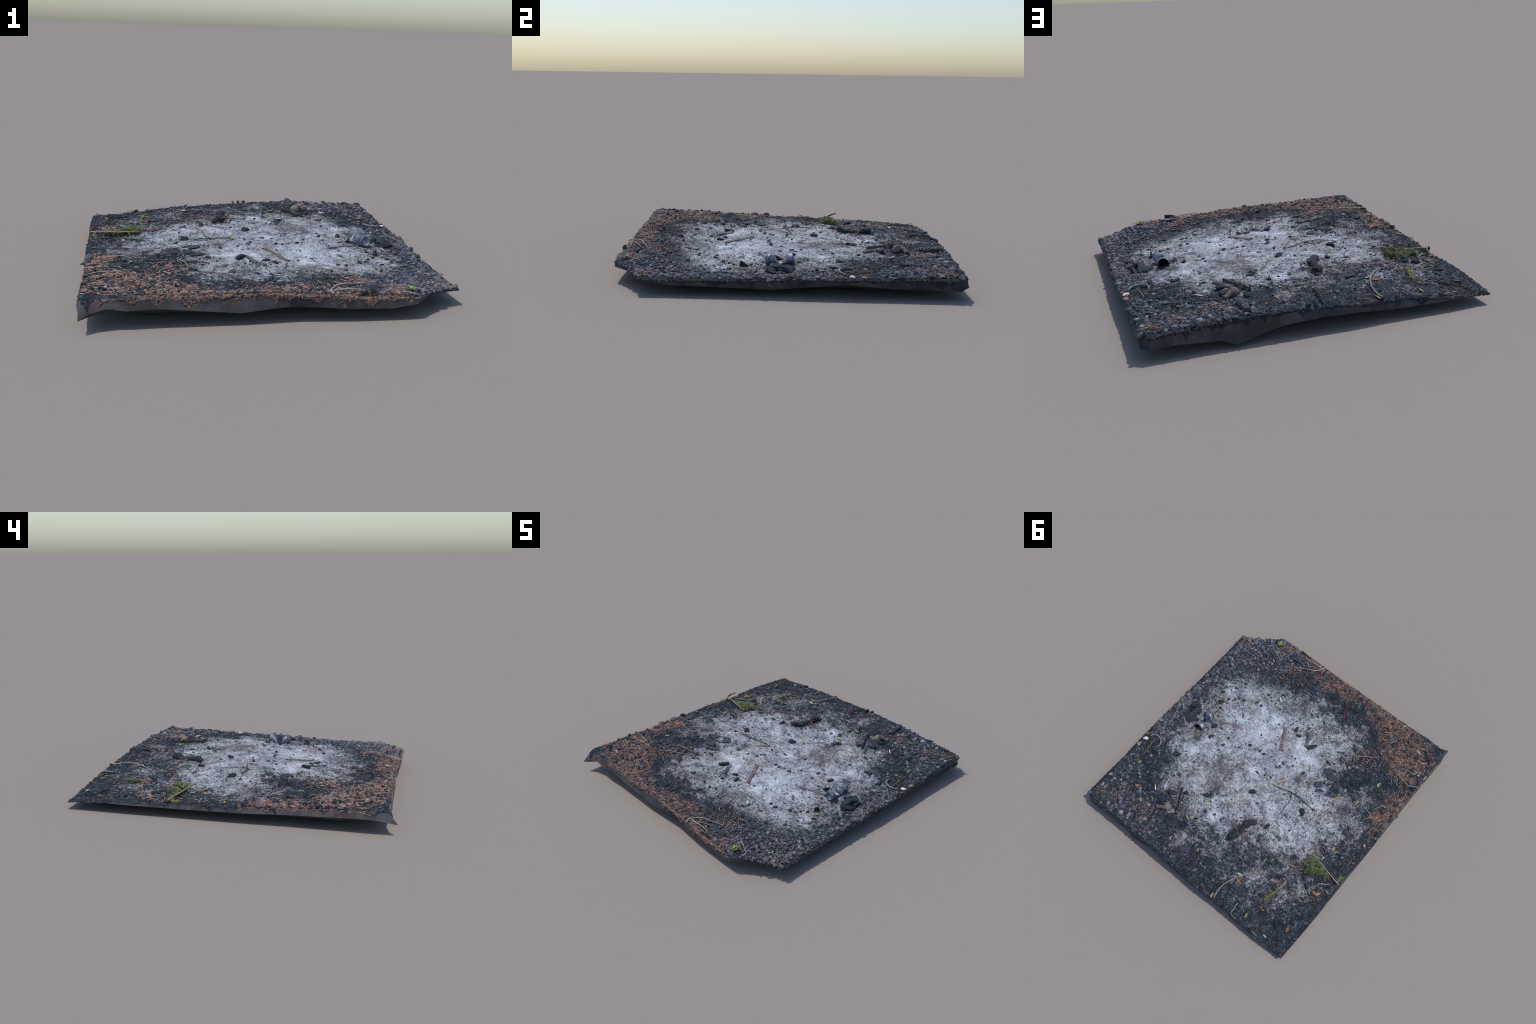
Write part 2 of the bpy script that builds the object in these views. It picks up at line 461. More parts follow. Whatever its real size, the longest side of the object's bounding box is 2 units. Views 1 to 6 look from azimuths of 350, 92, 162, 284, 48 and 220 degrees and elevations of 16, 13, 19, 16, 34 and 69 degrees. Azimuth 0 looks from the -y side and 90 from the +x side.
M = {}
M["soil"] = ground_material()
M["side"] = [side_material("slate_side", (0.066, 0.070, 0.077)), side_material("dark_side", (0.046, 0.053, 0.064)),
             side_material("plum_side", (0.082, 0.055, 0.068)), side_material("olive_side", (0.072, 0.071, 0.066)),
             side_material("dusk_side", (0.068, 0.066, 0.077))]
M["under"] = side_material("underside", (0.06, 0.062, 0.068))
M["pebble"] = simple("pebble_stone", [(0.0, (0.0396, 0.0448, 0.0581)), (0.3, (0.0735, 0.0807, 0.101)), (0.6, (0.131, 0.135, 0.163)), (0.85, (0.215, 0.217, 0.259)), (1.0, (0.339, 0.358, 0.427))], 40, 0.75, 0.0008, jitter=0.75)  # stone greys cooled to carry the blue cast of the sky
M["gravel"] = simple("gravel_stone", [(0.0, (0.0297, 0.0345, 0.0459)), (0.35, (0.0595, 0.0667, 0.0862)), (0.7, (0.109, 0.114, 0.144)), (1.0, (0.238, 0.247, 0.299))], 60, 0.8, 0.0008, per="island", jitter=0.8)  # red lowered, blue raised: sky colour mixed into the gravel
M["dark_stone"] = simple("sooty_stone", [(0.2, (0.0582, 0.057, 0.065)), (0.8, (0.136, 0.13, 0.146))], 40, 0.85, 0.001)
M["brown_stone"] = simple("ashy_brown_stone", [(0.2, (0.07, 0.06, 0.052)), (0.5, (0.16, 0.135, 0.115)), (0.8, (0.27, 0.24, 0.22))], 40, 0.9, 0.002, jitter=0.1)
M["white_stone"] = simple("white_stone", [(0.2, (0.50, 0.53, 0.56)), (0.8, (0.75, 0.78, 0.80))], 60, 0.7, 0.001, jitter=0.1)
M["orange_stone"] = simple("orange_stone", [(0.2, (0.22, 0.13, 0.09)), (0.8, (0.36, 0.23, 0.17))], 40, 0.8, 0.001, jitter=0.1)
M["rust_stone"] = simple("rust_stone", [(0.2, (0.18, 0.07, 0.04)), (0.8, (0.33, 0.15, 0.09))], 40, 0.8, 0.001, jitter=0.1)
M["tan_pebble"] = simple("tan_stone", [(0.2, (0.22, 0.19, 0.14)), (0.8, (0.34, 0.30, 0.24))], 40, 0.8, 0.001, jitter=0.1)
M["charcoal"] = simple("charcoal_black", [(0.15, (0.00924, 0.0128, 0.0175)), (0.5, (0.0237, 0.032, 0.0429)), (0.75, (0.0594, 0.0768, 0.101)), (0.95, (0.171, 0.216, 0.272))], 110, 0.75, 0.003, jitter=0.2, spec=0.4)  # bluish black, running to a paler grey-blue at the top of the ramp
M["char_plate"] = simple("charcoal_plate_grey", [(0.2, (0.0198, 0.027, 0.0375)), (0.55, (0.0436, 0.058, 0.08)), (0.85, (0.0871, 0.115, 0.151))], 90, 0.7, 0.003, jitter=0.2, spec=0.4)  # plates get the same bluish sky tint in their base colour
M["crumbs"] = simple("char_crumbs", [(0.0, (0.00634, 0.009, 0.0125)), (0.5, (0.0175, 0.024, 0.0338)), (0.8, (0.0475, 0.063, 0.0876)), (0.93, (0.0954, 0.125, 0.169)), (1.0, (0.238, 0.31, 0.412))], 150, 0.7, 0.0, per="island", jitter=0.85, spec=0.45)  # sky-blue tint in the colour; last stops draw glints on fragments
M["ashcrumbs"] = simple("ash_crumbs", [(0.0, (0.10, 0.095, 0.095)), (0.4, (0.30, 0.29, 0.29)), (0.8, (0.48, 0.48, 0.49)), (1.0, (0.68, 0.69, 0.70))], 150, 0.95, 0.0, per="island", jitter=0.8)
M["rust_needles"] = simple("dead_needles", [(0.0, (0.0246, 0.0263, 0.03)), (0.22, (0.104, 0.0717, 0.0662)), (0.45, (0.357, 0.207, 0.169)), (0.75, (0.566, 0.364, 0.3)), (1.0, (0.763, 0.608, 0.54))], 30, 0.7, 0.0, per="island", jitter=0.9)
M["green_needles"] = simple("fresh_needles", [(0.0, (0.054, 0.084, 0.04)), (0.5, (0.128, 0.18, 0.075)), (0.85, (0.257, 0.3, 0.13)), (1.0, (0.405, 0.348, 0.17))], 30, 0.6, 0.0, per="island", jitter=0.9)


def dusted(name, stops, scale, rough, dust=0.45):
    """Burnt wood: long grain, with ash dust lodged in it."""
    t = Tree(name)
    n = t.noise(scale, 4, 0.7)
    f = t.noise(95, 3, 0.7)
    c = t.ramp(t.add(t.m("MULTIPLY", n, 0.6), t.m("MULTIPLY", f, 0.4)), stops)
    d = t.step(t.add(t.m("MULTIPLY", t.noise(38, 3, 0.7), 0.7), t.m("MULTIPLY", f, 0.45)), 0.58, 0.74)
    c = t.mix(t.m("MULTIPLY", d, dust), c, (0.40, 0.41, 0.44))
    return t.done(c, rough, t.m("ADD", n, f), 0.004, 0.7)


def leaf_material(name, a, b):
    t = Tree(name)
    n = t.noise(60, 2)
    c = t.mix(t.m("ADD", t.m("MULTIPLY", n, 0.6), t.m("MULTIPLY", t.rand(), 0.4)), a, b)
    t.done(c, 0.55, n, 0.0005, 0.4)
    tr = t.new("ShaderNodeBsdfTranslucent")
    t.put(tr.inputs[0], c)
    mx = t.new("ShaderNodeMixShader")
    mx.inputs[0].default_value = 0.2
    t.t.links.new(t.bsdf.outputs[0], mx.inputs[1])
    t.t.links.new(tr.outputs[0], mx.inputs[2])
    t.t.links.new(mx.outputs[0], t.out.inputs[0])
    return t.mat


LEAF = {"green": leaf_material("green_leaf", (0.13, 0.22, 0.08), (0.24, 0.34, 0.15)), "light": leaf_material("light_green_leaf", (0.22, 0.33, 0.13), (0.38, 0.46, 0.24)),
        "mint": leaf_material("pale_mint_leaf", (0.36, 0.50, 0.38), (0.50, 0.62, 0.50)), "yellow": leaf_material("yellow_leaf", (0.40, 0.36, 0.12), (0.56, 0.50, 0.22)),
        "tan": leaf_material("tan_leaf", (0.30, 0.19, 0.11), (0.46, 0.34, 0.22)), "brown": leaf_material("brown_leaf", (0.13, 0.08, 0.045), (0.30, 0.19, 0.10)),
        "orange": leaf_material("orange_leaf", (0.30, 0.13, 0.05), (0.45, 0.23, 0.10)), "cream": leaf_material("cream_leaf", (0.45, 0.41, 0.30), (0.60, 0.55, 0.42)),
        "clover": leaf_material("bright_green_leaf", (0.16, 0.30, 0.06), (0.30, 0.44, 0.14))}


def wood(name, stops, scale=20, rough=0.8, **kw):
    return simple(name, stops, scale, rough, 0.002, jitter=0.25, **kw)


TWIG = {"grey": wood("grey_twig", [(0.2, (0.17, 0.15, 0.14)), (0.8, (0.42, 0.38, 0.36))]), "red": wood("red_twig", [(0.2, (0.07, 0.03, 0.025)), (0.8, (0.24, 0.10, 0.075))]),
        "tan": wood("tan_twig", [(0.2, (0.15, 0.09, 0.055)), (0.8, (0.38, 0.26, 0.17))]), "dark": wood("dark_twig", [(0.2, (0.025, 0.02, 0.018)), (0.8, (0.10, 0.07, 0.06))]),
        "sage": wood("lichen_twig", [(0.2, (0.16, 0.17, 0.13)), (0.8, (0.36, 0.37, 0.30))]), "black": wood("burnt_twig", [(0.2, (0.010, 0.010, 0.011)), (0.8, (0.06, 0.06, 0.065))]),
        "pink": wood("pinkish_twig", [(0.2, (0.22, 0.14, 0.11)), (0.8, (0.42, 0.30, 0.25))])}

# ------------------------------------------------------------------ the ground itself
# rim of the top face, edge by edge (x, y)
SOUTH = [(-.893, -.935), (-.75, -.948), (-.56, -.938), (-.4, -.936), (-.2, -.930), (.03, -.928), (.33, -.935), (.53, -.933), (.635, -.925), (.70, -.870), (.77, -.808), (.85, -.763), (.911, -.752)]
NORTH = [(-.912, .968), (-.75, .976), (-.64, .978), (-.46, .962), (-.30, .964), (-.19, .972), (.03, .964), (.15, .968), (.3, .966), (.54, .966), (.71, .972), (.86, .978), (.905, .955)]
WEST = [(-.893, -.935), (-.912, -.86), (-.908, -.70), (-.903, -.43), (-.902, -.25), (-.914, -.1), (-.918, .07), (-.906, .26), (-.912, .40), (-.918, .54), (-.92, .73), (-.912, .968)]
EAST = [(.911, -.752), (.897, -.60), (.900, -.45), (.900, -.2), (.906, .1), (.906, .27), (.908, .4), (.903, .52), (.90, .64), (.905, .75), (.915, .86), (.918, .92), (.905, .955)]
# hem: the lower edge of the flanks (x, y, z)
HEM_S = [(-.906, -.998, .070), (-.859, -.967, .090), (-.786, -.951, .105), (-.70, -.950, .092), (-.583, -.942, .096), (-.474, -.940, .089), (-.353, -.935, .070), (-.196, -.930, .055), (.055, -.926, .065), (.31, -.926, .061), (.41, -.926, .060), (.52, -.926, .059), (.640, -.924, .082), (.72, -.84, .082), (.80, -.775, .084), (.912, -.756, .083)]
HEM_N = [(-.918, .968, .055), (-.75, .978, .048), (-.6, .98, .044), (-.346, .975, .046), (-.182, .98, .062), (-.086, .985, .066), (.014, .985, .070), (.146, .985, .067), (.218, .98, .060), (.311, .972, .038), (.461, .965, .018), (.527, .98, .045), (.644, .985, .044), (.739, .99, .054), (.87, .997, .056), (.905, .965, .052)]
HEM_W = [(-.906, -.998, .070), (-.925, -.86, .074), (-.922, -.73, .072), (-.920, -.38, .062), (-.925, -.1, .050), (-.925, .35, .045), (-.928, .6, .046), (-.925, .775, .048), (-.918, .968, .055)]
HEM_E = [(.912, -.756, .083), (.90, -.60, .054), (.896, -.42, .050), (.893, -.225, .044), (.890, -.043, .036), (.896, .077, .050), (.900, .36, .076), (.898, .6, .056), (.90, .883, .053), (.905, .965, .052)]


def along(line, n, axis):
    """n points on a polyline, evenly spaced by its length."""
    q = np.array(line, float)
    s = np.concatenate([[0], np.cumsum(np.linalg.norm(np.diff(q[:, :2], axis=0), axis=1))])
    t = np.linspace(0, s[-1], n)
    return np.stack([np.interp(t, s, q[:, k]) for k in range(q.shape[1])], 1)


def hem_at(line, pts, axis):
    q = np.array(line, float)
    c = np.clip(pts[:, axis], min(q[0, axis], q[-1, axis]), max(q[0, axis], q[-1, axis]))
    o = np.argsort(q[:, axis])
    h = np.stack([np.interp(c, q[o, axis], q[o, k]) for k in range(3)], 1)
    return h


HEM_S = [(x, y + 0.012 * (0 < x < 0.3), z + 0.018 * (-0.1 < x < 0.3) + 0.004 * (0.3 <= x < 0.6) + 0.006 * (-0.4 < x < -0.1)) for x, y, z in HEM_S]
HEM_N = [(x, y + (0.03 if abs(x - 0.461) < 0.02 else 0), z + (0.010 if x > 0.56 or x < -0.45 else 0.009 if abs(x - 0.461) > 0.1 else -0.002)) for x, y, z in HEM_N]
HEM_W = [(x + 0.007, y, z + 0.018 * (-0.9 < y < 0.95)) for x, y, z in HEM_W]
SOUTH = [(x, y + 0.005 * (-0.8 < x < 0.6)) for x, y in SOUTH]
NORTH = [(x, y + 0.009 * (-0.55 < x < 0.88)) for x, y in NORTH]
EAST = [(x + 0.010 * (-0.7 < y < 0.8), y) for x, y in EAST]
WEST = [(x + 0.004, y) for x, y in WEST]
SOUTH[0] = WEST[0]
NORTH[0] = WEST[-1]
NU, NV = 470, 500
S = along(SOUTH, NU, 0)
N = along(NORTH, NU, 0)
W = along(WEST, NV, 1)
E = along(EAST, NV, 1)
u = np.linspace(0, 1, NU)[None, :, None]
v = np.linspace(0, 1, NV)[:, None, None]
G = (1 - v) * S[None] + v * N[None] + (1 - u) * W[:, None] + u * E[:, None]
G = G - ((1 - u) * (1 - v) * S[0] + u * (1 - v) * S[-1] + (1 - u) * v * N[0] + u * v * N[-1])
gx, gy = G[..., 0], G[..., 1]
gh = ground(gx, gy)
# the skin curls down over the rim
dist = np.minimum(np.minimum(np.linspace(0, 1, NU)[None] * 1.82, (1 - np.linspace(0, 1, NU)[None]) * 1.82),
                  np.minimum(np.linspace(0, 1, NV)[:, None] * 1.9, (1 - np.linspace(0, 1, NV)[:, None]) * 1.9))
gh = gh - 0.007 * (1 - smooth(0, 0.022, dist)) ** 1.5
top = np.stack([gx, gy, gh], -1).reshape(-1, 3)
idx = np.arange(NU * NV).reshape(NV, NU)
quads = np.stack([idx[:-1, :-1], idx[:-1, 1:], idx[1:, 1:], idx[1:, :-1]], -1).reshape(-1, 4)
add("ground_surface", mesh_from("ground_surface", top, quads), M["soil"])

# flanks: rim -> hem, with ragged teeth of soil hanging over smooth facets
ring = np.concatenate([idx[0, :-1], idx[:-1, -1], idx[-1, :0:-1], idx[:0:-1, 0]])
rim = top[ring]
hem = np.concatenate([hem_at(HEM_S, S[:-1], 0), hem_at(HEM_E, E[:-1], 1), hem_at(HEM_N, N[:0:-1], 0), hem_at(HEM_W, W[:0:-1], 1)])
hem[:, 2] = np.minimum(hem[:, 2], rim[:, 2] - 0.004)
nr = len(ring)
arc = np.concatenate([[0], np.cumsum(np.linalg.norm(np.diff(rim[:, :2], axis=0), axis=1))])
total = arc[-1]
ROWS = 12
# teeth: centre, half width at the top, depth (1 = down to the hem)
teeth = []
s = 0.02
while s < total:
    teeth.append((s, rng.uniform(0.015, 0.07), rng.choice([rng.uniform(0.2, 0.5), rng.uniform(0.4, 1.0)])))
    s += rng.uniform(0.03, 0.14)
hem[0] = HEM_S[0]
soil_depth = 0.12 + 0.25 * np.abs(gnoise(np.stack([arc * 14, arc * 0, arc * 0 + .5], 1)))
for c, hw, d in teeth:
    soil_depth = np.maximum(soil_depth, d * (1 - np.abs(arc - c) / hw))
facet = np.searchsorted(np.array([c for c, _, _ in teeth]), arc)
tint = rng.choice([0, 0, 1, 1, 3, 4], len(teeth) + 1)
for k, (c, _, _) in enumerate(teeth):
    if (c < 0.30 or c > total - 0.25) and k % 3 == 1:
        tint[k] = 2
k = np.linspace(0, 1, ROWS + 1)
skirt = np.concatenate([rim * (1 - q) + hem * q for q in k])
ids = np.arange((ROWS + 1) * nr).reshape(ROWS + 1, nr)
nxt = np.roll(ids, -1, 1)
f, mi = [], []
for r in range(ROWS):
    f.append(np.stack([ids[r], ids[r + 1], nxt[r + 1], nxt[r]], 1))
    mid = (r + 0.5) / ROWS
    mi.append(np.where(soil_depth > mid, 0, 1 + tint[facet]))
# Orient so that the faces look outwards
f = np.concatenate(f)
me = mesh_from("ground_flank", skirt, f, False, np.concatenate(mi), [M["soil"], *M["side"]])
add("ground_flank", me)

# underside: sags from the hem to the ground
rings = [hem]
centre = np.array([0.0, 0.0])
for q in (0.025, 0.055, 0.09, 0.14, 0.25, 0.4, 0.6, 0.8):
    p = hem.copy()
    p[:, :2] = hem[:, :2] * (1 - q)
    sag = smooth(-0.03, 0.17, q) ** 1.2
    low = 0.012 + 0.012 * (fbm(p[:, 0], p[:, 1], 2.5, 2, 12.0) + 0.5)
    sag = sag * smooth(0.0, 0.35, np.hypot(hem[:, 0] + 0.906, hem[:, 1] + 0.998) + 0.8 * q)
    p[:, 2] = hem[:, 2] * (1 - sag) + low * sag
    rings.append(p)
V = np.concatenate(rings + [np.array([[0, 0, 0.008]])])
V[:, 2] = np.maximum(V[:, 2], 0.0)
V[(len(rings) - 3) * nr + 10, 2] = 0.0
ids = np.arange(len(rings) * nr).reshape(len(rings), nr)
nxt = np.roll(ids, -1, 1)
qf = np.concatenate([np.stack([ids[r], ids[r + 1], nxt[r + 1], nxt[r]], 1) for r in range(len(rings) - 1)])
tf = np.stack([ids[-1], np.full(nr, len(V) - 1), nxt[-1]], 1)
add("ground_underside", mesh_from("ground_underside", V, [qf, tf]), M["under"])


# ------------------------------------------------------------------ building blocks
def ico(level):
    t = (1 + 5 ** 0.5) / 2
    vs = [(-1, t, 0), (1, t, 0), (-1, -t, 0), (1, -t, 0), (0, -1, t), (0, 1, t), (0, -1, -t), (0, 1, -t), (t, 0, -1), (t, 0, 1), (-t, 0, -1), (-t, 0, 1)]
    fs = [(0, 11, 5), (0, 5, 1), (0, 1, 7), (0, 7, 10), (0, 10, 11), (1, 5, 9), (5, 11, 4), (11, 10, 2), (10, 7, 6), (7, 1, 8), (3, 9, 4), (3, 4, 2), (3, 2, 6), (3, 6, 8), (3, 8, 9), (4, 9, 5), (2, 4, 11), (6, 2, 10), (8, 6, 7), (9, 8, 1)]
    vs = [np.array(p, float) / np.linalg.norm(p) for p in vs]
    for _ in range(level):
        cache, nf = {}, []

        def mid(a, b):
            key = (min(a, b), max(a, b))
            if key not in cache:
                p = vs[a] + vs[b]
                vs.append(p / np.linalg.norm(p))
                cache[key] = len(vs) - 1
            return cache[key]

        for a, b, c in fs:
            ab, bc, ca = mid(a, b), mid(b, c), mid(c, a)
            nf += [(a, ab, ca), (b, bc, ab), (c, ca, bc), (ab, bc, ca)]
        fs = nf
    return np.array(vs), np.array(fs)


ICO = [ico(k) for k in range(4)]


def stone_shape(level, seed, angular=0.3, rough=0.18):
    """A unit pebble: a sphere cut by a few random planes, then dented."""
    r = np.random.default_rng(seed)
    p, fs = ICO[level]
    p = p.copy()
    for _ in range(int(4 + 8 * angular)):
        n = r.normal(size=3)
        n /= np.linalg.norm(n)
        h = r.uniform(0.62, 0.95) - 0.25 * angular
        d = p @ n
        p = p - np.where(d > h, (d - h) * (0.6 + 0.4 * angular), 0)[:, None] * n
    p = p * (1 + rough * gnoise(p * 1.7 + seed))[:, None]
    p = p * (1 + 0.4 * rough * gnoise(p * 5 + seed))[:, None]
    return p / np.abs(p).max(0), fs


def coal_shape(level, seed):
    """A unit lump of charcoal: blocky, cracked across the grain (the x axis)."""
    r = np.random.default_rng(seed)
    p, fs = ICO[level]
    p = np.sign(p) * np.abs(p) ** 0.62
    for _ in range(6):
        n = r.normal(size=3)
        n /= np.linalg.norm(n)
        d = p @ n
        h = r.uniform(0.55, 0.85)
        p = p - np.where(d > h, (d - h) * 0.85, 0)[:, None] * n
    crack = np.zeros(len(p))
    for _ in range(3):
        c = r.uniform(-0.7, 0.7)
        crack += np.exp(-((p[:, 0] - c - 0.15 * p[:, 1]) / 0.06) ** 2)
    p[:, 1:] *= (1 - 0.20 * crack + 0.42 * gnoise(p * 1.9 + seed) + 0.22 * gnoise(p * 5 + seed))[:, None]
    p[:, 0] *= 1 + 0.35 * gnoise(p * 2.2 + seed + 9)
    return p / np.abs(p).max(0), fs


def plate_shape(level, seed):
    p, fs = ICO[level]
    r = np.random.default_rng(seed)
    p = np.sign(p) * np.abs(p) ** 0.7
    p[:, :2] *= (1 + 0.3 * gnoise(p * 1.4 + seed))[:, None]
    crack = np.exp(-((p[:, 0] - 0.3 * p[:, 1] - r.uniform(-.3, .3)) / 0.07) ** 2) + np.exp(-((p[:, 1] + 0.2 * p[:, 0] - r.uniform(-.4, .4)) / 0.07) ** 2)
    p[:, 2] *= 1 - 0.6 * crack + 0.25 * gnoise(p * 4 + seed)
    return p / np.abs(p).max(0), fs


PEBBLES = [mesh_from("pebble", *stone_shape(3, 100 + k, angular=0.25 + 0.7 * (k % 5) / 5)) for k in range(14)]
COALS = [mesh_from("charcoal", *coal_shape(3, 200 + k)) for k in range(14)]
PLATES = [mesh_from("charcoal_plate", *plate_shape(3, 300 + k)) for k in range(5)]
_shared = {}


def with_material(mesh, mat):
    key = (mesh.name, mat.name)
    if key not in _shared:
        c = mesh.copy()
        c.materials.clear()
        c.materials.append(mat)
        _shared[key] = c
    return _shared[key]


NAMES = {"charcoal": "charcoal", "char_plate": "charcoal_plate", "pebble": "pebble"}
TAKEN = []


def lump(kind, x, y, length, width, angle, tall=0.7):
    if abs(x) > 0.925 or abs(y) > 0.985:
        return None
    pool = COALS if kind == "charcoal" else PLATES if kind == "char_plate" else PEBBLES
    mesh = with_material(pool[int(rng.integers(len(pool)))], M[kind])
    ob = add(NAMES.get(kind, "stone"), mesh)
    h = width * tall
    ob.scale = (length / 2, width / 2, h / 2)
    tilt = 0.12 if kind == "char_plate" else 0.25
    ob.rotation_euler = (rng.uniform(-tilt, tilt), rng.uniform(-tilt, tilt) * 0.5, math.radians(angle))
    ob.location = (x, y, gz(x, y) + h * (0.28 if max(length, width) > 0.06 else 0.12 if kind == "pebble" else 0.14))
    TAKEN.append((x, y, max(length, width) * 0.5))
    return ob


def spline(pts, per=6):
    p = np.array(pts, float)
    if len(p) == 2:
        return np.linspace(p[0], p[1], per + 1)
    q = np.concatenate([[2 * p[0] - p[1]], p, [2 * p[-1] - p[-2]]])
    out = []
    for i in range(1, len(q) - 2):
        t = np.linspace(0, 1, per, endpoint=False)[:, None]
        a, b, c, d = q[i - 1], q[i], q[i + 1], q[i + 2]
        out.append(0.5 * (2 * b + (c - a) * t + (2 * a - 5 * b + 4 * c - d) * t ** 2 + (3 * b - a - 3 * c + d) * t ** 3))
    return np.concatenate(out + [p[-1:]])


def tube(path, radius, sides=7, cap=True):
    """Vertices and faces of a round tube along a path; radius per point."""
    p = np.asarray(path, float)
    n = len(p)
    radius = np.broadcast_to(radius, n)
    t = np.gradient(p, axis=0)
    t /= np.linalg.norm(t, axis=1)[:, None] + 1e-12
    up = np.array([0.02, 0.01, 1.0])
    s = np.cross(t, up)
    bad = np.linalg.norm(s, axis=1) < 0.05
    s[bad] = np.cross(t[bad], [1, 0, 0.0])
    s /= np.linalg.norm(s, axis=1)[:, None]
    w = np.cross(s, t)
    a = np.linspace(0, TAU, sides, endpoint=False)
    V = p[:, None] + radius[:, None, None] * (np.cos(a)[None, :, None] * s[:, None] + np.sin(a)[None, :, None] * w[:, None])
    V = V.reshape(-1, 3)
    i = np.arange(n * sides).reshape(n, sides)
    j = np.roll(i, -1, 1)
    F = [np.stack([i[:-1], j[:-1], j[1:], i[1:]], -1).reshape(-1, 4)]
    if cap:
        F.append(np.stack([i[0][::-1]]))
        F.append(np.stack([i[-1]]))
    return V, F


def drape(pts, lift, rad, ends=True):
    p = spline(pts)
    n = len(p)
    z = swell(p[:, 0], p[:, 1]) + 0.6 * relief(p[:, 0], p[:, 1])
    ker = np.ones(5) / 5
    z = np.convolve(np.pad(z, 2, mode="edge"), ker, "valid")
    t = np.linspace(0, 1, n)
    rise = lift * (0.35 + 0.65 * np.sin(np.pi * np.clip(t, 0.0, 1)) ** 0.6) if ends else lift
    return np.c_[p, z + rise + rad * 0.5]


def twig(color, rad, lift, pts, name="twig", parent=root, taper=0.55, mats=TWIG):
    path = drape(pts, lift, rad)
    n = len(path)
    r = rad * np.linspace(1, taper, n) * (1 + 0.18 * gnoise(np.c_[np.arange(n) * 0.7, np.full(n, pts[0][0] * 50), np.full(n, .3)]))
    path[1:-1] += rng.normal(0, rad * 0.25, (n - 2, 3))
    return add(name, mesh_from(name, *tube(path, r)), mats[color], parent)


def leaf_mesh(seed, ratio):
    """A pointed leaf 1 long, folded on its midrib and curled, with a real thickness."""
    r = np.random.default_rng(seed)
    n, m = 10, 5
    t = np.linspace(0, 1, n)
    half = 0.5 * ratio * np.sin(np.pi * t ** 0.85) ** 0.8 + 0.004
    s = np.linspace(-1, 1, m)
    curl, fold, twist = r.uniform(-0.25, 0.45), r.uniform(0.05, 0.35), r.uniform(-0.5, 0.5)
    bend = r.uniform(-0.12, 0.12)
    x = np.repeat(t[:, None] - 0.5, m, 1)
    y = half[:, None] * s[None] + bend * (4 * (t - 0.5) ** 2)[:, None]
    z = fold * np.abs(half[:, None] * s[None]) + curl * (x ** 2) + twist * x * y
    up = np.stack([x, y, z + 0.012], -1).reshape(-1, 3)
    dn = np.stack([x, y, z - 0.012], -1).reshape(-1, 3)
    i = np.arange(n * m).reshape(n, m)
    q = np.stack([i[:-1, :-1], i[1:, :-1], i[1:, 1:], i[:-1, 1:]], -1).reshape(-1, 4)
    edge = np.concatenate([i[0, :-1], i[:-1, -1], i[-1, :0:-1], i[:0:-1, 0]])
    e2 = np.roll(edge, -1)
    o = n * m
    side = np.stack([edge, e2, e2 + o, edge + o], 1)
    return mesh_from("leaf", np.concatenate([up, dn]), np.concatenate([q[:, ::-1], q + o, side]))


_leafs = {}


def leaf(color, x, y, length, angle, ratio=0.35, lift=0.006, tilt=0.25):
    key = (color, ratio, int(rng.integers(3)))
    if key not in _leafs:
        _leafs[key] = leaf_mesh(hash(key[1:]) % 1000 + len(_leafs), ratio)
        _leafs[key].materials.append(LEAF[color])
    ob = add("leaf", _leafs[key])
    ob.scale = (length, length, length)
    ob.rotation_euler = (rng.uniform(-tilt, tilt), rng.uniform(-tilt, tilt), math.radians(angle))
    ob.location = (x, y, gz(x, y) + lift)
    return ob


# ------------------------------------------------------------------ single things, where they lie
# twigs
twig('grey', 0.0046, 0.01, [(-0.297, 0.961), (-0.288, 0.897), (-0.292, 0.848), (-0.309, 0.799), (-0.336, 0.742), (-0.378, 0.682), (-0.434, 0.617), (-0.481, 0.583), (-0.51, 0.576)])
twig('red', 0.0027, 0.008, [(-0.034, 0.47), (-0.095, 0.492), (-0.15, 0.501), (-0.218, 0.503), (-0.285, 0.5), (-0.351, 0.48), (-0.402, 0.471), (-0.451, 0.453), (-0.503, 0.438)])
twig('tan', 0.002, 0.014, [(-0.085, 0.488), (-0.161, 0.521)])
twig('grey', 0.002, 0.006, [(-0.494, 0.45), (-0.526, 0.453), (-0.565, 0.437), (-0.587, 0.436)])
twig('tan', 0.002, 0.006, [(-0.587, 0.436), (-0.606, 0.396)])
twig('red', 0.002, 0.006, [(-0.512, 0.381), (-0.545, 0.413)])
twig('dark', 0.0032, 0.01, [(-0.114, 0.061), (-0.179, 0.044), (-0.219, 0.029), (-0.263, 0.023), (-0.319, 0.019), (-0.359, 0.026), (-0.405, 0.024), (-0.444, 0.021)])
twig('dark', 0.0027, 0.012, [(-0.229, 0.027), (-0.26, 0.081), (-0.262, 0.141), (-0.266, 0.203)])
twig('tan', 0.0046, 0.008, [(-0.105, 0.043), (-0.13, 0), (-0.155, -0.028)])
twig('red', 0.003, 0.01, [(-0.11, -0.845), (-0.105, -0.798), (-0.118, -0.743), (-0.142, -0.696), (-0.179, -0.645), (-0.217, -0.601), (-0.271, -0.586), (-0.322, -0.567)])
twig('red', 0.002, 0.008, [(-0.32, -0.569), (-0.356, -0.599)])
twig('dark', 0.0032, 0.012, [(-0.286, -0.435), (-0.342, -0.449), (-0.405, -0.482)])
twig('grey', 0.003, 0.014, [(-0.405, -0.482), (-0.474, -0.53), (-0.541, -0.582)])
twig('tan', 0.0027, 0.02, [(-0.401, -0.549), (-0.407, -0.487), (-0.434, -0.43), (-0.448, -0.38)])
twig('grey', 0.0025, 0.012, [(-0.63, -0.194), (-0.647, -0.232), (-0.7, -0.224), (-0.769, -0.203), (-0.751, -0.152)])
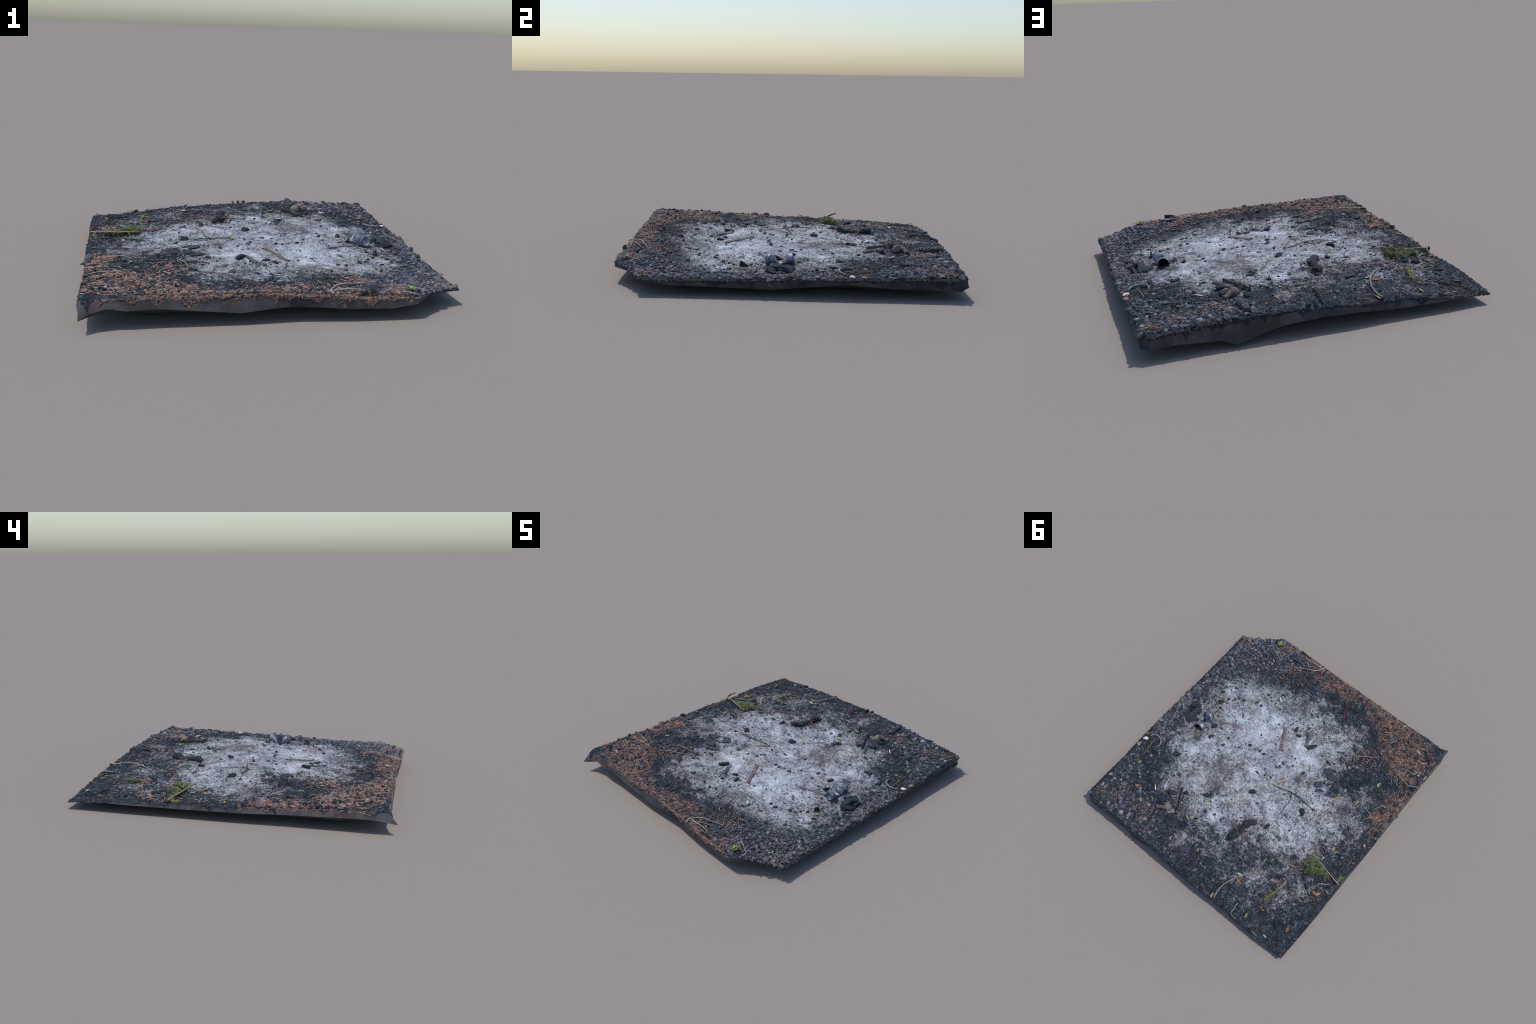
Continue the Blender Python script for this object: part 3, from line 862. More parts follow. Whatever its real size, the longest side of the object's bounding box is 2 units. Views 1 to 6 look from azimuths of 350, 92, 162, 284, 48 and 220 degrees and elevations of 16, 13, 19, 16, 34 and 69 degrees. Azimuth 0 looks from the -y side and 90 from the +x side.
twig('tan', 0.0018, 0.012, [(-0.641, -0.292), (-0.647, -0.232)])
twig('grey', 0.0018, 0.014, [(-0.73, -0.219), (-0.705, -0.277), (-0.674, -0.331)])
twig('grey', 0.0018, 0.01, [(-0.758, -0.254), (-0.794, -0.326)])
twig('sage', 0.0034, 0.012, [(-0.709, -0.575), (-0.768, -0.566), (-0.846, -0.555), (-0.908, -0.595)])
twig('sage', 0.0032, 0.01, [(-0.764, -0.602), (-0.768, -0.637), (-0.819, -0.653)])
twig('sage', 0.0023, 0.01, [(-0.75, -0.552), (-0.775, -0.496)])
twig('grey', 0.0023, 0.008, [(-0.784, -0.46), (-0.814, -0.429)])
twig('tan', 0.0041, 0.008, [(-0.724, -0.513), (-0.734, -0.488), (-0.721, -0.467)])
twig('tan', 0.0027, 0.008, [(-0.657, 0.591), (-0.709, 0.57), (-0.766, 0.548)])
twig('black', 0.0036, 0.018, [(-0.755, 0.164), (-0.786, 0.159), (-0.817, 0.14), (-0.857, 0.133), (-0.912, 0.123)])
twig('grey', 0.002, 0.01, [(-0.639, 0.186), (-0.674, 0.193), (-0.696, 0.216)])
twig('grey', 0.0027, 0.014, [(-0.447, 0.878), (-0.455, 0.928), (-0.46, 0.963), (-0.51, 0.971)])
twig('black', 0.0068, 0.014, [(0.006, 0.803), (0.009, 0.883), (0.015, 0.962)])
twig('grey', 0.0027, 0.012, [(0.908, -0.036), (0.885, 0.003), (0.851, 0.097), (0.829, 0.19)])
twig('sage', 0.002, 0.012, [(0.891, -0.017), (0.871, -0.039)])
twig('black', 0.0032, 0.01, [(0.829, 0.195), (0.813, 0.248)])
twig('tan', 0.0023, 0.01, [(0.825, 0.346), (0.813, 0.434), (0.806, 0.496)])
twig('dark', 0.0027, 0.01, [(0.806, 0.496), (0.805, 0.545)])
twig('black', 0.0041, 0.01, [(-0.705, 0.789), (-0.753, 0.833), (-0.791, 0.857), (-0.817, 0.896)])
twig('dark', 0.0027, 0.008, [(-0.738, 0.923), (-0.829, 0.936)])
twig('grey', 0.0027, 0.012, [(0.688, -0.833), (0.621, -0.8), (0.546, -0.765)])
twig('grey', 0.0027, 0.016, [(0.547, -0.925), (0.525, -0.875)])
twig('tan', 0.0023, 0.01, [(0.564, -0.787), (0.528, -0.804), (0.484, -0.821)])
twig('tan', 0.0023, 0.01, [(0.564, -0.787), (0.559, -0.834)])
twig('grey', 0.0023, 0.01, [(0.365, -0.825), (0.318, -0.853), (0.272, -0.883), (0.247, -0.921)])
twig('tan', 0.0025, 0.008, [(0.118, 0.729), (0.114, 0.78)])
twig('dark', 0.002, 0.008, [(-0.121, 0.376), (-0.115, 0.446), (-0.113, 0.465)])
twig('tan', 0.002, 0.006, [(-0.135, 0.365), (-0.181, 0.341)])
twig('tan', 0.002, 0.008, [(-0.214, 0.38), (-0.242, 0.435)])
twig('tan', 0.0036, 0.008, [(-0.276, 0.265), (-0.305, 0.271), (-0.329, 0.275)])
twig('tan', 0.0023, 0.006, [(-0.174, 0.694), (-0.214, 0.672)])
twig('black', 0.0027, 0.03, [(0.813, -0.127), (0.767, -0.08)])
twig('tan', 0.0025, 0.01, [(0.895, 0.919), (0.861, 0.907), (0.822, 0.881)])
twig('tan', 0.002, 0.008, [(0.711, 0.94), (0.677, 0.89)])
twig('grey', 0.002, 0.01, [(0.656, 0.904), (0.616, 0.879)])
twig('tan', 0.0023, 0.008, [(0.589, 0.835), (0.548, 0.817)])
twig('black', 0.0032, 0.01, [(0.671, -0.194), (0.651, -0.208), (0.603, -0.227)])
twig('black', 0.0032, 0.01, [(0.672, -0.18), (0.668, -0.155)])
twig('dark', 0.0023, 0.006, [(0.188, 0.643), (0.166, 0.619)])
twig('dark', 0.0023, 0.006, [(0.154, 0.385), (0.132, 0.354), (0.108, 0.34)])
twig('tan', 0.002, 0.006, [(-0.164, 0.952), (-0.187, 0.938)])
twig('tan', 0.0023, 0.006, [(-0.194, 0.943), (-0.235, 0.97)])
twig('tan', 0.0023, 0.01, [(-0.622, 0.915), (-0.623, 0.942), (-0.633, 0.962)])
twig('tan', 0.0041, 0.01, [(-0.645, 0.962), (-0.691, 0.963)])
twig('dark', 0.0023, 0.006, [(-0.497, 0.801), (-0.543, 0.78), (-0.578, 0.761), (-0.612, 0.767)])
twig('tan', 0.0032, 0.01, [(0.913, -0.549), (0.874, -0.55)])
# lumps
lump('charcoal', -0.008, 0.203, 0.043, 0.059, 131, 0.7)
lump('charcoal', -0.119, -0.345, 0.086, 0.034, -125, 0.7)
lump('charcoal', 0.244, -0.065, 0.027, 0.023, -141, 0.7)
lump('charcoal', 0.157, -0.077, 0.025, 0.018, -140, 0.7)
lump('charcoal', 0.122, -0.075, 0.025, 0.02, -140, 0.7)
lump('charcoal', 0.196, -0.06, 0.018, 0.014, -142, 0.7)
lump('charcoal', 0.444, -0.373, 0.027, 0.018, -143, 0.7)
lump('charcoal', 0.402, -0.371, 0.025, 0.02, -142, 0.7)
lump('charcoal', 0.274, -0.299, 0.023, 0.011, 157, 0.7)
lump('charcoal', 0.193, -0.336, 0.02, 0.014, -141, 0.7)
lump('charcoal', 0.063, 0.066, 0.036, 0.016, 173, 0.7)
lump('charcoal', 0.118, 0.038, 0.018, 0.011, 130, 0.7)
lump('charcoal', 0.017, -0.355, 0.046, 0.027, -162, 0.7)
lump('charcoal', 0.064, -0.386, 0.05, 0.025, -78, 0.7)
lump('charcoal', -0.325, -0.456, 0.023, 0.018, -139, 0.7)
lump('charcoal', -0.279, -0.325, 0.041, 0.02, 172, 0.7)
lump('charcoal', 0.233, 0.441, 0.068, 0.027, -161, 0.7)
lump('charcoal', 0.206, 0.402, 0.041, 0.027, 131, 0.7)
lump('charcoal', 0.51, 0.064, 0.041, 0.032, -141, 0.7)
lump('charcoal', 0.548, -0.015, 0.055, 0.036, -118, 0.7)
lump('charcoal', 0.405, -0.004, 0.027, 0.02, -141, 0.7)
lump('charcoal', 0.398, 0.118, 0.018, 0.016, -141, 0.7)
lump('charcoal', 0.293, 0.001, 0.02, 0.016, -142, 0.7)
lump('charcoal', -0.197, 0.067, 0.02, 0.016, -139, 0.7)
lump('charcoal', 0.399, 0.063, 0.032, 0.023, -141, 0.7)
lump('charcoal', -0.056, -0.714, 0.046, 0.027, -141, 0.7)
lump('charcoal', -0.013, -0.66, 0.032, 0.018, -143, 0.7)
lump('charcoal', -0.381, -0.529, 0.055, 0.027, 146, 0.7)
lump('charcoal', -0.649, -0.57, 0.041, 0.018, -140, 0.7)
lump('charcoal', -0.754, -0.363, 0.059, 0.027, -146, 0.7)
lump('charcoal', -0.712, -0.38, 0.036, 0.032, -139, 0.7)
lump('charcoal', -0.807, -0.283, 0.059, 0.027, 158, 0.7)
lump('charcoal', -0.893, -0.131, 0.032, 0.03, 138, 0.7)
lump('charcoal', -0.915, -0.312, 0.036, 0.018, -140, 0.7)
lump('charcoal', -0.377, 0.091, 0.064, 0.043, 138, 0.7)
lump('charcoal', -0.427, 0.023, 0.027, 0.023, -139, 0.7)
lump('charcoal', -0.524, -0.306, 0.05, 0.041, 157, 0.7)
lump('charcoal', -0.364, -0.299, 0.032, 0.023, -139, 0.7)
lump('charcoal', -0.592, -0.123, 0.05, 0.016, -170, 0.7)
lump('charcoal', -0.9, -0.257, 0.027, 0.023, -140, 0.7)
lump('charcoal', -0.628, -0.566, 0.036, 0.023, -161, 0.7)
lump('charcoal', -0.139, 0.419, 0.098, 0.05, -114, 0.7)
lump('charcoal', -0.117, 0.531, 0.077, 0.057, -124, 0.7)
lump('charcoal', -0.257, 0.334, 0.052, 0.034, -114, 0.7)
lump('charcoal', -0.089, 0.251, 0.025, 0.02, -140, 0.7)
lump('charcoal', 0.154, 0.533, 0.027, 0.025, 175, 0.7)
lump('charcoal', 0.092, 0.506, 0.027, 0.018, -140, 0.7)
lump('charcoal', 0.057, 0.702, 0.043, 0.023, 165, 0.7)
lump('charcoal', 0.165, 0.609, 0.02, 0.018, -140, 0.7)
lump('charcoal', -0.027, 0.603, 0.02, 0.018, -140, 0.7)
lump('charcoal', -0.253, 0.669, 0.086, 0.025, -152, 0.7)
lump('charcoal', -0.3, 0.716, 0.077, 0.016, -155, 0.7)
lump('charcoal', -0.313, 0.47, 0.023, 0.011, 130, 0.7)
lump('charcoal', -0.102, 0.389, 0.018, 0.014, -140, 0.7)
lump('charcoal', -0.502, 0.563, 0.05, 0.041, 150, 0.7)
lump('charcoal', 0.678, 0.419, 0.05, 0.027, -146, 0.7)
lump('charcoal', 0.715, 0.469, 0.041, 0.027, -141, 0.7)
lump('charcoal', 0.737, 0.52, 0.05, 0.032, -141, 0.7)
lump('charcoal', 0.612, 0.33, 0.059, 0.025, -146, 0.7)
lump('charcoal', 0.684, 0.669, 0.057, 0.05, -142, 0.7)
lump('charcoal', 0.484, 0.447, 0.027, 0.02, 170, 0.7)
lump('charcoal', 0.742, 0.288, 0.041, 0.023, -124, 0.7)
lump('charcoal', 0.472, 0.302, 0.023, 0.018, -140, 0.7)
lump('charcoal', 0.428, 0.575, 0.064, 0.041, -162, 0.7)
lump('charcoal', 0.354, 0.52, 0.027, 0.041, 133, 0.7)
lump('charcoal', 0.507, 0.672, 0.023, 0.02, -141, 0.7)
lump('charcoal', 0.438, 0.666, 0.05, 0.041, -139, 0.7)
lump('charcoal', 0.332, 0.72, 0.055, 0.032, -108, 0.7)
lump('charcoal', 0.811, 0.859, 0.032, 0.027, -141, 0.7)
lump('charcoal', 0.468, 0.721, 0.059, 0.023, 161, 0.7)
lump('charcoal', 0.166, 0.612, 0.027, 0.02, -141, 0.7)
lump('charcoal', -0.736, 0.473, 0.064, 0.043, 141, 0.7)
lump('charcoal', -0.695, 0.444, 0.041, 0.027, 145, 0.7)
lump('charcoal', -0.767, 0.567, 0.041, 0.02, 169, 0.7)
lump('charcoal', -0.816, 0.578, 0.032, 0.023, -140, 0.7)
lump('charcoal', -0.494, 0.592, 0.046, 0.018, 171, 0.7)
lump('charcoal', -0.795, 0.635, 0.077, 0.027, 165, 0.7)
lump('charcoal', -0.189, -0.789, 0.036, 0.032, -142, 0.7)
lump('charcoal', -0.06, -0.708, 0.032, 0.027, -141, 0.7)
lump('charcoal', -0.009, -0.649, 0.05, 0.027, -116, 0.7)
lump('charcoal', -0.003, -0.694, 0.023, 0.018, -143, 0.7)
lump('charcoal', -0.367, -0.811, 0.032, 0.027, -142, 0.7)
lump('charcoal', -0.544, -0.812, 0.041, 0.023, -164, 0.7)
lump('charcoal', -0.534, -0.755, 0.027, 0.02, -142, 0.7)
lump('charcoal', -0.063, -0.557, 0.027, 0.02, 147, 0.7)
lump('charcoal', -0.287, -0.89, 0.05, 0.023, -163, 0.7)
lump('charcoal', -0.31, -0.869, 0.041, 0.023, -152, 0.7)
lump('charcoal', -0.405, -0.893, 0.036, 0.018, -143, 0.7)
lump('charcoal', -0.427, -0.767, 0.027, 0.018, 175, 0.7)
lump('charcoal', -0.008, -0.451, 0.032, 0.016, -98, 0.7)
lump('charcoal', 0.701, -0.28, 0.032, 0.023, -140, 0.7)
lump('charcoal', 0.83, -0.366, 0.055, 0.027, 158, 0.7)
lump('charcoal', 0.76, -0.391, 0.05, 0.023, 162, 0.7)
lump('charcoal', 0.416, -0.479, 0.027, 0.018, -142, 0.7)
lump('charcoal', 0.534, -0.325, 0.032, 0.023, 149, 0.7)
lump('charcoal', 0.446, -0.372, 0.027, 0.018, -143, 0.7)
lump('charcoal', 0.403, -0.374, 0.023, 0.018, 166, 0.7)
lump('charcoal', 0.521, -0.528, 0.027, 0.027, -142, 0.7)
lump('charcoal', 0.794, -0.171, 0.05, 0.036, -141, 0.7)
lump('charcoal', 0.322, -0.541, 0.023, 0.018, -141, 0.7)
lump('charcoal', 0.623, -0.26, 0.027, 0.018, -139, 0.7)
lump('charcoal', 0.478, -0.861, 0.055, 0.027, 166, 0.7)
lump('charcoal', 0.614, -0.448, 0.027, 0.016, -142, 0.7)
lump('charcoal', 0.386, -0.474, 0.018, 0.014, -142, 0.7)
lump('dark_stone', -0.188, -0.562, 0.043, 0.036, -140, 0.6)
lump('dark_stone', -0.187, -0.562, 0.043, 0.036, -139, 0.6)
lump('dark_stone', -0.21, -0.472, 0.032, 0.025, 176, 0.6)
lump('dark_stone', -0.365, 0.343, 0.041, 0.03, -161, 0.6)
lump('dark_stone', -0.353, 0.378, 0.023, 0.018, -140, 0.6)
lump('dark_stone', -0.269, -0.822, 0.041, 0.036, -143, 0.6)
lump('dark_stone', -0.12, -0.724, 0.02, 0.018, -140, 0.6)
lump('dark_stone', -0.208, -0.472, 0.03, 0.023, 176, 0.6)
lump('dark_stone', -0.978, -0.304, 0.027, 0.023, -140, 0.6)
lump('dark_stone', -0.044, -0.11, 0.039, 0.025, 159, 0.6)
lump('brown_stone', 0.388, 0.68, 0.061, 0.059, 162, 0.95)
lump('white_stone', 0.887, 0.384, 0.043, 0.027, -151, 0.5)
lump('orange_stone', 0.894, 0.446, 0.041, 0.034, -141, 0.7)
lump('rust_stone', 0.9, 0.343, 0.027, 0.018, -141, 0.5)
# flat charcoal plates
lump('char_plate', -0.326, -0.266, 0.086, 0.043, -151, 0.25)
lump('char_plate', -0.392, -0.251, 0.096, 0.043, -153, 0.25)
lump('char_plate', -0.337, -0.144, 0.068, 0.05, -140, 0.25)
lump('char_plate', -0.444, -0.222, 0.064, 0.05, -140, 0.25)
lump('char_plate', -0.369, -0.107, 0.068, 0.027, -139, 0.25)
lump('char_plate', -0.45, -0.132, 0.091, 0.027, -156, 0.25)
lump('char_plate', -0.413, -0.433, 0.046, 0.023, -163, 0.25)
# pebbles
lump('pebble', 0.846, -0.455, 0.041, 0.03, 141, 0.7)
lump('pebble', 0.855, -0.598, 0.039, 0.027, -107, 0.7)
lump('pebble', 0.822, -0.598, 0.027, 0.023, -143, 0.7)
lump('pebble', 0.732, -0.616, 0.032, 0.023, -142, 0.7)
lump('pebble', 0.62, -0.66, 0.027, 0.023, -143, 0.7)
lump('pebble', 0.785, -0.532, 0.027, 0.025, -142, 0.7)
lump('pebble', 0.824, -0.505, 0.036, 0.023, -107, 0.7)
lump('pebble', 0.862, -0.537, 0.034, 0.025, -119, 0.7)
lump('pebble', 0.895, -0.313, 0.032, 0.027, -106, 0.7)
lump('pebble', 0.864, -0.338, 0.034, 0.03, -173, 0.7)
lump('pebble', 0.853, -0.281, 0.036, 0.032, -141, 0.7)
lump('pebble', 0.77, -0.299, 0.03, 0.03, -141, 0.7)
lump('pebble', 0.886, -0.171, 0.034, 0.018, -141, 0.7)
lump('pebble', 0.891, -0.089, 0.046, 0.03, -118, 0.7)
lump('pebble', 0.875, -0.134, 0.039, 0.023, -141, 0.7)
lump('pebble', 0.839, -0.156, 0.041, 0.025, -163, 0.7)
lump('pebble', 0.592, -0.619, 0.036, 0.023, 139, 0.7)
lump('pebble', 0.645, -0.797, 0.025, 0.02, -143, 0.7)
lump('pebble', 0.474, -0.895, 0.039, 0.034, -140, 0.7)
lump('pebble', 0.899, 0.2, 0.032, 0.025, -140, 0.7)
lump('pebble', 0.855, 0.177, 0.027, 0.023, -140, 0.7)
lump('pebble', 0.885, -0.586, 0.041, 0.027, -86, 0.7)
lump('pebble', 0.787, -0.61, 0.041, 0.023, 157, 0.7)
lump('pebble', 0.675, -0.656, 0.027, 0.018, -142, 0.7)
lump('pebble', 0.611, -0.695, 0.023, 0.023, -143, 0.7)
lump('pebble', 0.615, -0.593, 0.023, 0.027, -142, 0.7)
lump('pebble', 0.874, 0.676, 0.03, 0.02, -172, 0.7)
lump('pebble', 0.841, 0.663, 0.03, 0.023, 180, 0.7)
lump('pebble', 0.836, 0.698, 0.027, 0.023, -140, 0.7)
lump('pebble', 0.785, 0.666, 0.03, 0.023, -141, 0.7)
lump('pebble', 0.684, 0.602, 0.032, 0.025, -142, 0.7)
lump('pebble', 0.842, 0.788, 0.032, 0.02, -140, 0.7)
lump('pebble', 0.76, 0.792, 0.039, 0.023, -119, 0.7)
lump('pebble', 0.75, 0.829, 0.03, 0.02, -140, 0.7)
lump('pebble', 0.795, 0.743, 0.027, 0.025, -96, 0.7)
lump('pebble', 0.762, 0.757, 0.046, 0.027, -142, 0.7)
lump('pebble', 0.875, 0.854, 0.036, 0.027, -96, 0.7)
lump('pebble', 0.625, 0.798, 0.05, 0.023, 153, 0.7)
lump('pebble', 0.784, 0.958, 0.036, 0.025, 162, 0.7)
lump('pebble', 0.739, 0.931, 0.034, 0.027, -141, 0.7)
lump('pebble', 0.636, 0.872, 0.041, 0.025, -142, 0.7)
lump('pebble', 0.561, 0.903, 0.055, 0.032, -86, 0.7)
lump('pebble', 0.899, 0.591, 0.03, 0.018, -141, 0.7)
lump('pebble', 0.452, 0.851, 0.039, 0.027, -140, 0.7)
lump('pebble', 0.618, 0.923, 0.041, 0.036, -141, 0.7)
lump('pebble', 0.491, 0.889, 0.046, 0.027, -119, 0.7)
lump('pebble', 0.821, 0.77, 0.027, 0.027, -141, 0.7)
lump('pebble', 0.794, 0.637, 0.023, 0.018, -142, 0.7)
lump('pebble', 0.746, 0.599, 0.027, 0.023, -142, 0.7)
lump('pebble', 0.756, 0.743, 0.036, 0.027, -141, 0.7)
lump('pebble', 0.877, 0.546, 0.027, 0.023, -141, 0.7)
lump('pebble', 0.782, 0.862, 0.027, 0.018, -140, 0.7)
lump('pebble', 0.846, 0.856, 0.027, 0.023, -140, 0.7)
lump('pebble', 0.686, 0.854, 0.046, 0.018, -55, 0.7)
lump('pebble', 0.702, 0.923, 0.027, 0.018, -141, 0.7)
lump('pebble', 0.755, 0.461, 0.027, 0.023, -141, 0.7)
lump('pebble', 0.736, 0.398, 0.023, 0.018, -141, 0.7)
lump('tan_pebble', 0.885, 0.758, 0.032, 0.023, -140, 0.7)
# leaves
leaf('mint', 0.311, -0.498, 0.052, 143, 0.33)
leaf('green', 0.446, -0.304, 0.03, 171, 0.5)
leaf('light', 0.659, -0.454, 0.02, 140, 0.5)
leaf('light', 0.81, -0.321, 0.023, -66, 0.4)
leaf('light', 0.683, -0.237, 0.03, -117, 0.6)
leaf('mint', 0.042, -0.586, 0.03, -165, 0.4)
leaf('green', 0.168, -0.8, 0.018, -175, 0.4)
leaf('tan', 0.178, -0.906, 0.025, -88, 0.3)
leaf('tan', 0.338, -0.862, 0.03, 156, 0.4)
leaf('green', -0.293, -0.638, 0.02, 119, 0.4)
leaf('mint', -0.544, -0.905, 0.039, -136, 0.35)
leaf('mint', -0.75, -0.809, 0.034, 160, 0.3)
leaf('green', -0.259, -0.907, 0.014, -174, 0.6)
leaf('green', -0.641, -0.228, 0.03, -111, 0.4)
leaf('light', -0.811, -0.319, 0.03, 164, 0.3)
leaf('light', -0.214, -0.199, 0.032, 133, 0.2)
leaf('light', -0.677, -0.418, 0.041, -90, 0.4)
leaf('light', -0.717, -0.287, 0.027, 138, 0.35)
leaf('yellow', -0.431, -0.388, 0.023, 137, 0.5)
leaf('tan', -0.506, -0.151, 0.055, -105, 0.3)
leaf('green', -0.826, -0.659, 0.032, -150, 0.4)
leaf('cream', -0.856, -0.665, 0.02, -140, 0.7)
leaf('light', -0.903, -0.679, 0.041, -100, 0.25)
leaf('tan', -0.822, -0.759, 0.05, -130, 0.4)
leaf('light', 0.615, 0.104, 0.034, -85, 0.3)
leaf('green', 0.785, 0.552, 0.036, -107, 0.45)
leaf('yellow', 0.753, 0.562, 0.018, -86, 0.3)
leaf('green', 0.515, 0.704, 0.034, 147, 0.35)
leaf('light', 0.332, 0.68, 0.025, -119, 0.35)
leaf('green', 0.217, 0.651, 0.048, 161, 0.3)
leaf('light', 0.648, 0.82, 0.023, -151, 0.3)
leaf('light', 0.717, 0.789, 0.023, -119, 0.4)
leaf('light', 0.7, 0.637, 0.018, 179, 0.7)
leaf('light', 0.685, 0.574, 0.02, -75, 0.4)
leaf('yellow', 0.388, 0.321, 0.016, -162, 0.4)
leaf('yellow', 0.718, 0.411, 0.016, -141, 0.5)
leaf('green', 0.217, 0.649, 0.046, 155, 0.3)
leaf('green', 0.032, 0.76, 0.027, -87, 0.45)
leaf('light', 0.142, 0.614, 0.018, -140, 0.4)
leaf('light', 0.12, 0.933, 0.02, -98, 0.35)
leaf('green', 0.061, 0.379, 0.03, -130, 0.35)
leaf('green', -0.348, 0.542, 0.025, -159, 0.45)
leaf('green', -0.401, 0.526, 0.034, -104, 0.25)
leaf('mint', -0.333, 0.721, 0.039, -170, 0.4)
leaf('light', -0.321, 0.208, 0.034, 144, 0.25)
leaf('yellow', 0.143, 0.695, 0.016, 142, 0.4)
leaf('light', -0.074, 0.839, 0.018, -99, 0.4)
leaf('green', 0.207, 0.511, 0.023, -109, 0.3)
leaf('green', -0.546, 0.903, 0.041, -81, 0.4)
leaf('mint', -0.733, 0.928, 0.034, 171, 0.3)
leaf('mint', -0.75, 0.525, 0.02, 171, 0.4)
leaf('light', -0.61, 0.802, 0.027, -179, 0.3)
leaf('green', -0.713, 0.681, 0.023, 140, 0.2)
leaf('green', -0.76, 0.732, 0.023, -81, 0.3)
leaf('cream', -0.702, 0.25, 0.03, -105, 0.3)
leaf('yellow', -0.87, -0.004, 0.02, -172, 0.8)
leaf('mint', -0.883, 0.006, 0.018, 139, 0.3)
leaf('light', -0.098, 0.049, 0.041, -89, 0.3)
leaf('light', -0.064, 0.087, 0.025, -166, 0.3)
leaf('light', 0.14, -0.071, 0.018, -142, 0.4)
leaf('light', -0.216, -0.199, 0.036, 138, 0.15)
leaf('mint', -0.296, -0.244, 0.016, -89, 0.5)
leaf('light', -0.177, -0.491, 0.016, -173, 0.5)
leaf('yellow', -0.432, -0.387, 0.027, 137, 0.5)
leaf('brown', 0.426, -0.644, 0.05, -174, 0.28)
leaf('tan', 0.449, -0.834, 0.039, 176, 0.4)
leaf('brown', 0.258, -0.694, 0.036, 139, 0.4)
leaf('brown', 0.448, -0.221, 0.05, 126, 0.3)
leaf('orange', -0.362, 0.762, 0.052, 166, 0.28)
leaf('brown', -0.556, 0.592, 0.036, -129, 0.6)
leaf('tan', -0.718, 0.154, 0.043, -81, 0.5)
leaf('brown', -0.825, 0.795, 0.05, -75, 0.45)
leaf('orange', 0.663, 0.691, 0.057, -137, 0.25)
leaf('yellow', 0.046, 0.264, 0.043, 169, 0.2)
leaf('brown', 0.214, 0.123, 0.057, -102, 0.2)
leaf('yellow', 0.18, 0.483, 0.055, -151, 0.15)
leaf('brown', -0.591, 0.796, 0.036, 161, 0.35)
leaf('tan', 0.003, 0.777, 0.032, -73, 0.3)
leaf('tan', 0.209, 0.836, 0.032, -77, 0.4)
leaf('tan', -0.831, 0.474, 0.05, -129, 0.3)
leaf('orange', -0.808, 0.481, 0.041, 180, 0.3)
leaf('tan', -0.873, 0.42, 0.036, 159, 0.3)
leaf('tan', -0.277, 0.952, 0.041, -79, 0.4)
leaf('orange', 0.791, 0.457, 0.023, 160, 0.4)
leaf('cream', 0.772, -0.701, 0.027, -97, 0.3)
leaf('cream', 0.762, -0.719, 0.018, -165, 0.3)


# ------------------------------------------------------------------ boards
M["wood"] = dusted("weathered_wood", [(0.2, (0.07, 0.055, 0.05)), (0.6, (0.17, 0.14, 0.13)), (0.9, (0.32, 0.30, 0.29))], 25, 0.8)
M["slate"] = dusted("charred_sheen_wood", [(0.2, (0.03, 0.032, 0.04)), (0.6, (0.10, 0.10, 0.12)), (0.9, (0.26, 0.26, 0.29))], 25, 0.6)
M["slate2"] = M["slate"]
M["char"] = dusted("charred_wood", [(0.2, (0.02, 0.022, 0.026)), (0.6, (0.05, 0.053, 0.06)), (0.9, (0.13, 0.13, 0.14))], 25, 0.65)
M["strip"] = dusted("purple_grey_wood", [(0.2, (0.07, 0.065, 0.08)), (0.6, (0.15, 0.13, 0.155)), (0.9, (0.30, 0.28, 0.31))], 25, 0.7)
M["board"] = dusted("burnt_board", [(0.2, (0.012, 0.012, 0.013)), (0.55, (0.035, 0.033, 0.032)), (0.9, (0.12, 0.105, 0.09))], 30, 0.8)


def box_loft(length, width, thick, nx=40, seed=0, bow=0.0, ragged=0.28):
    """A plank along x with worn edges and splintered ends."""
    prof = np.array([(-1, -1), (0, -1), (1, -1), (1, 0), (1, 1), (.5, 1), (0, 1), (-.5, 1), (-1, 1), (-1, 0)], float)
    prof = np.sign(prof) * np.abs(prof) ** 0.9
    prof[np.abs(prof).min(1) > 0.9] *= 0.88
    m = len(prof)
    t = np.linspace(-1, 1, nx)
    V = np.zeros((nx, m, 3))
    for a in range(m):
        q = np.c_[t * 9, np.full(nx, a * 1.3 + seed), np.full(nx, 0.4)]
        g = 1 + ragged * gnoise(q)
        V[:, a, 0] = t * length / 2
        V[:, a, 1] = prof[a, 0] * width / 2 * g
        V[:, a, 2] = prof[a, 1] * thick / 2 * (1 + 1.5 * ragged * gnoise(q * 1.7 + 5)) + bow * (t ** 2)
        V[0, a, 0] += 0.12 * width * gnoise(np.array([a * 1.3, seed, .2])) * 3
        V[-1, a, 0] += 0.12 * width * gnoise(np.array([a * 1.3, seed + 4, .2])) * 3
    i = np.arange(nx * m).reshape(nx, m)
    j = np.roll(i, -1, 1)
    F = [np.stack([i[:-1], i[1:], j[1:], j[:-1]], -1).reshape(-1, 4), i[0][None], i[-1][::-1][None]]
    return V.reshape(-1, 3), F


def plank(kind, a, b, width, thick=0.010, lift=0.004, roll=0.0, name="board", bow=0.0):
    L = math.dist(a, b)
    me = mesh_from(name, *box_loft(L, width, thick, seed=len(kind) * 3 + L * 10, bow=bow))
    ob = add(name, me, M[kind])
    za, zb = gz(*a), gz(*b)
    ob.location = ((a[0] + b[0]) / 2, (a[1] + b[1]) / 2, (za + zb) / 2 + lift)
    ob.rotation_euler = (roll, -math.atan2(zb - za, L), math.atan2(b[1] - a[1], b[0] - a[0]))
    return ob


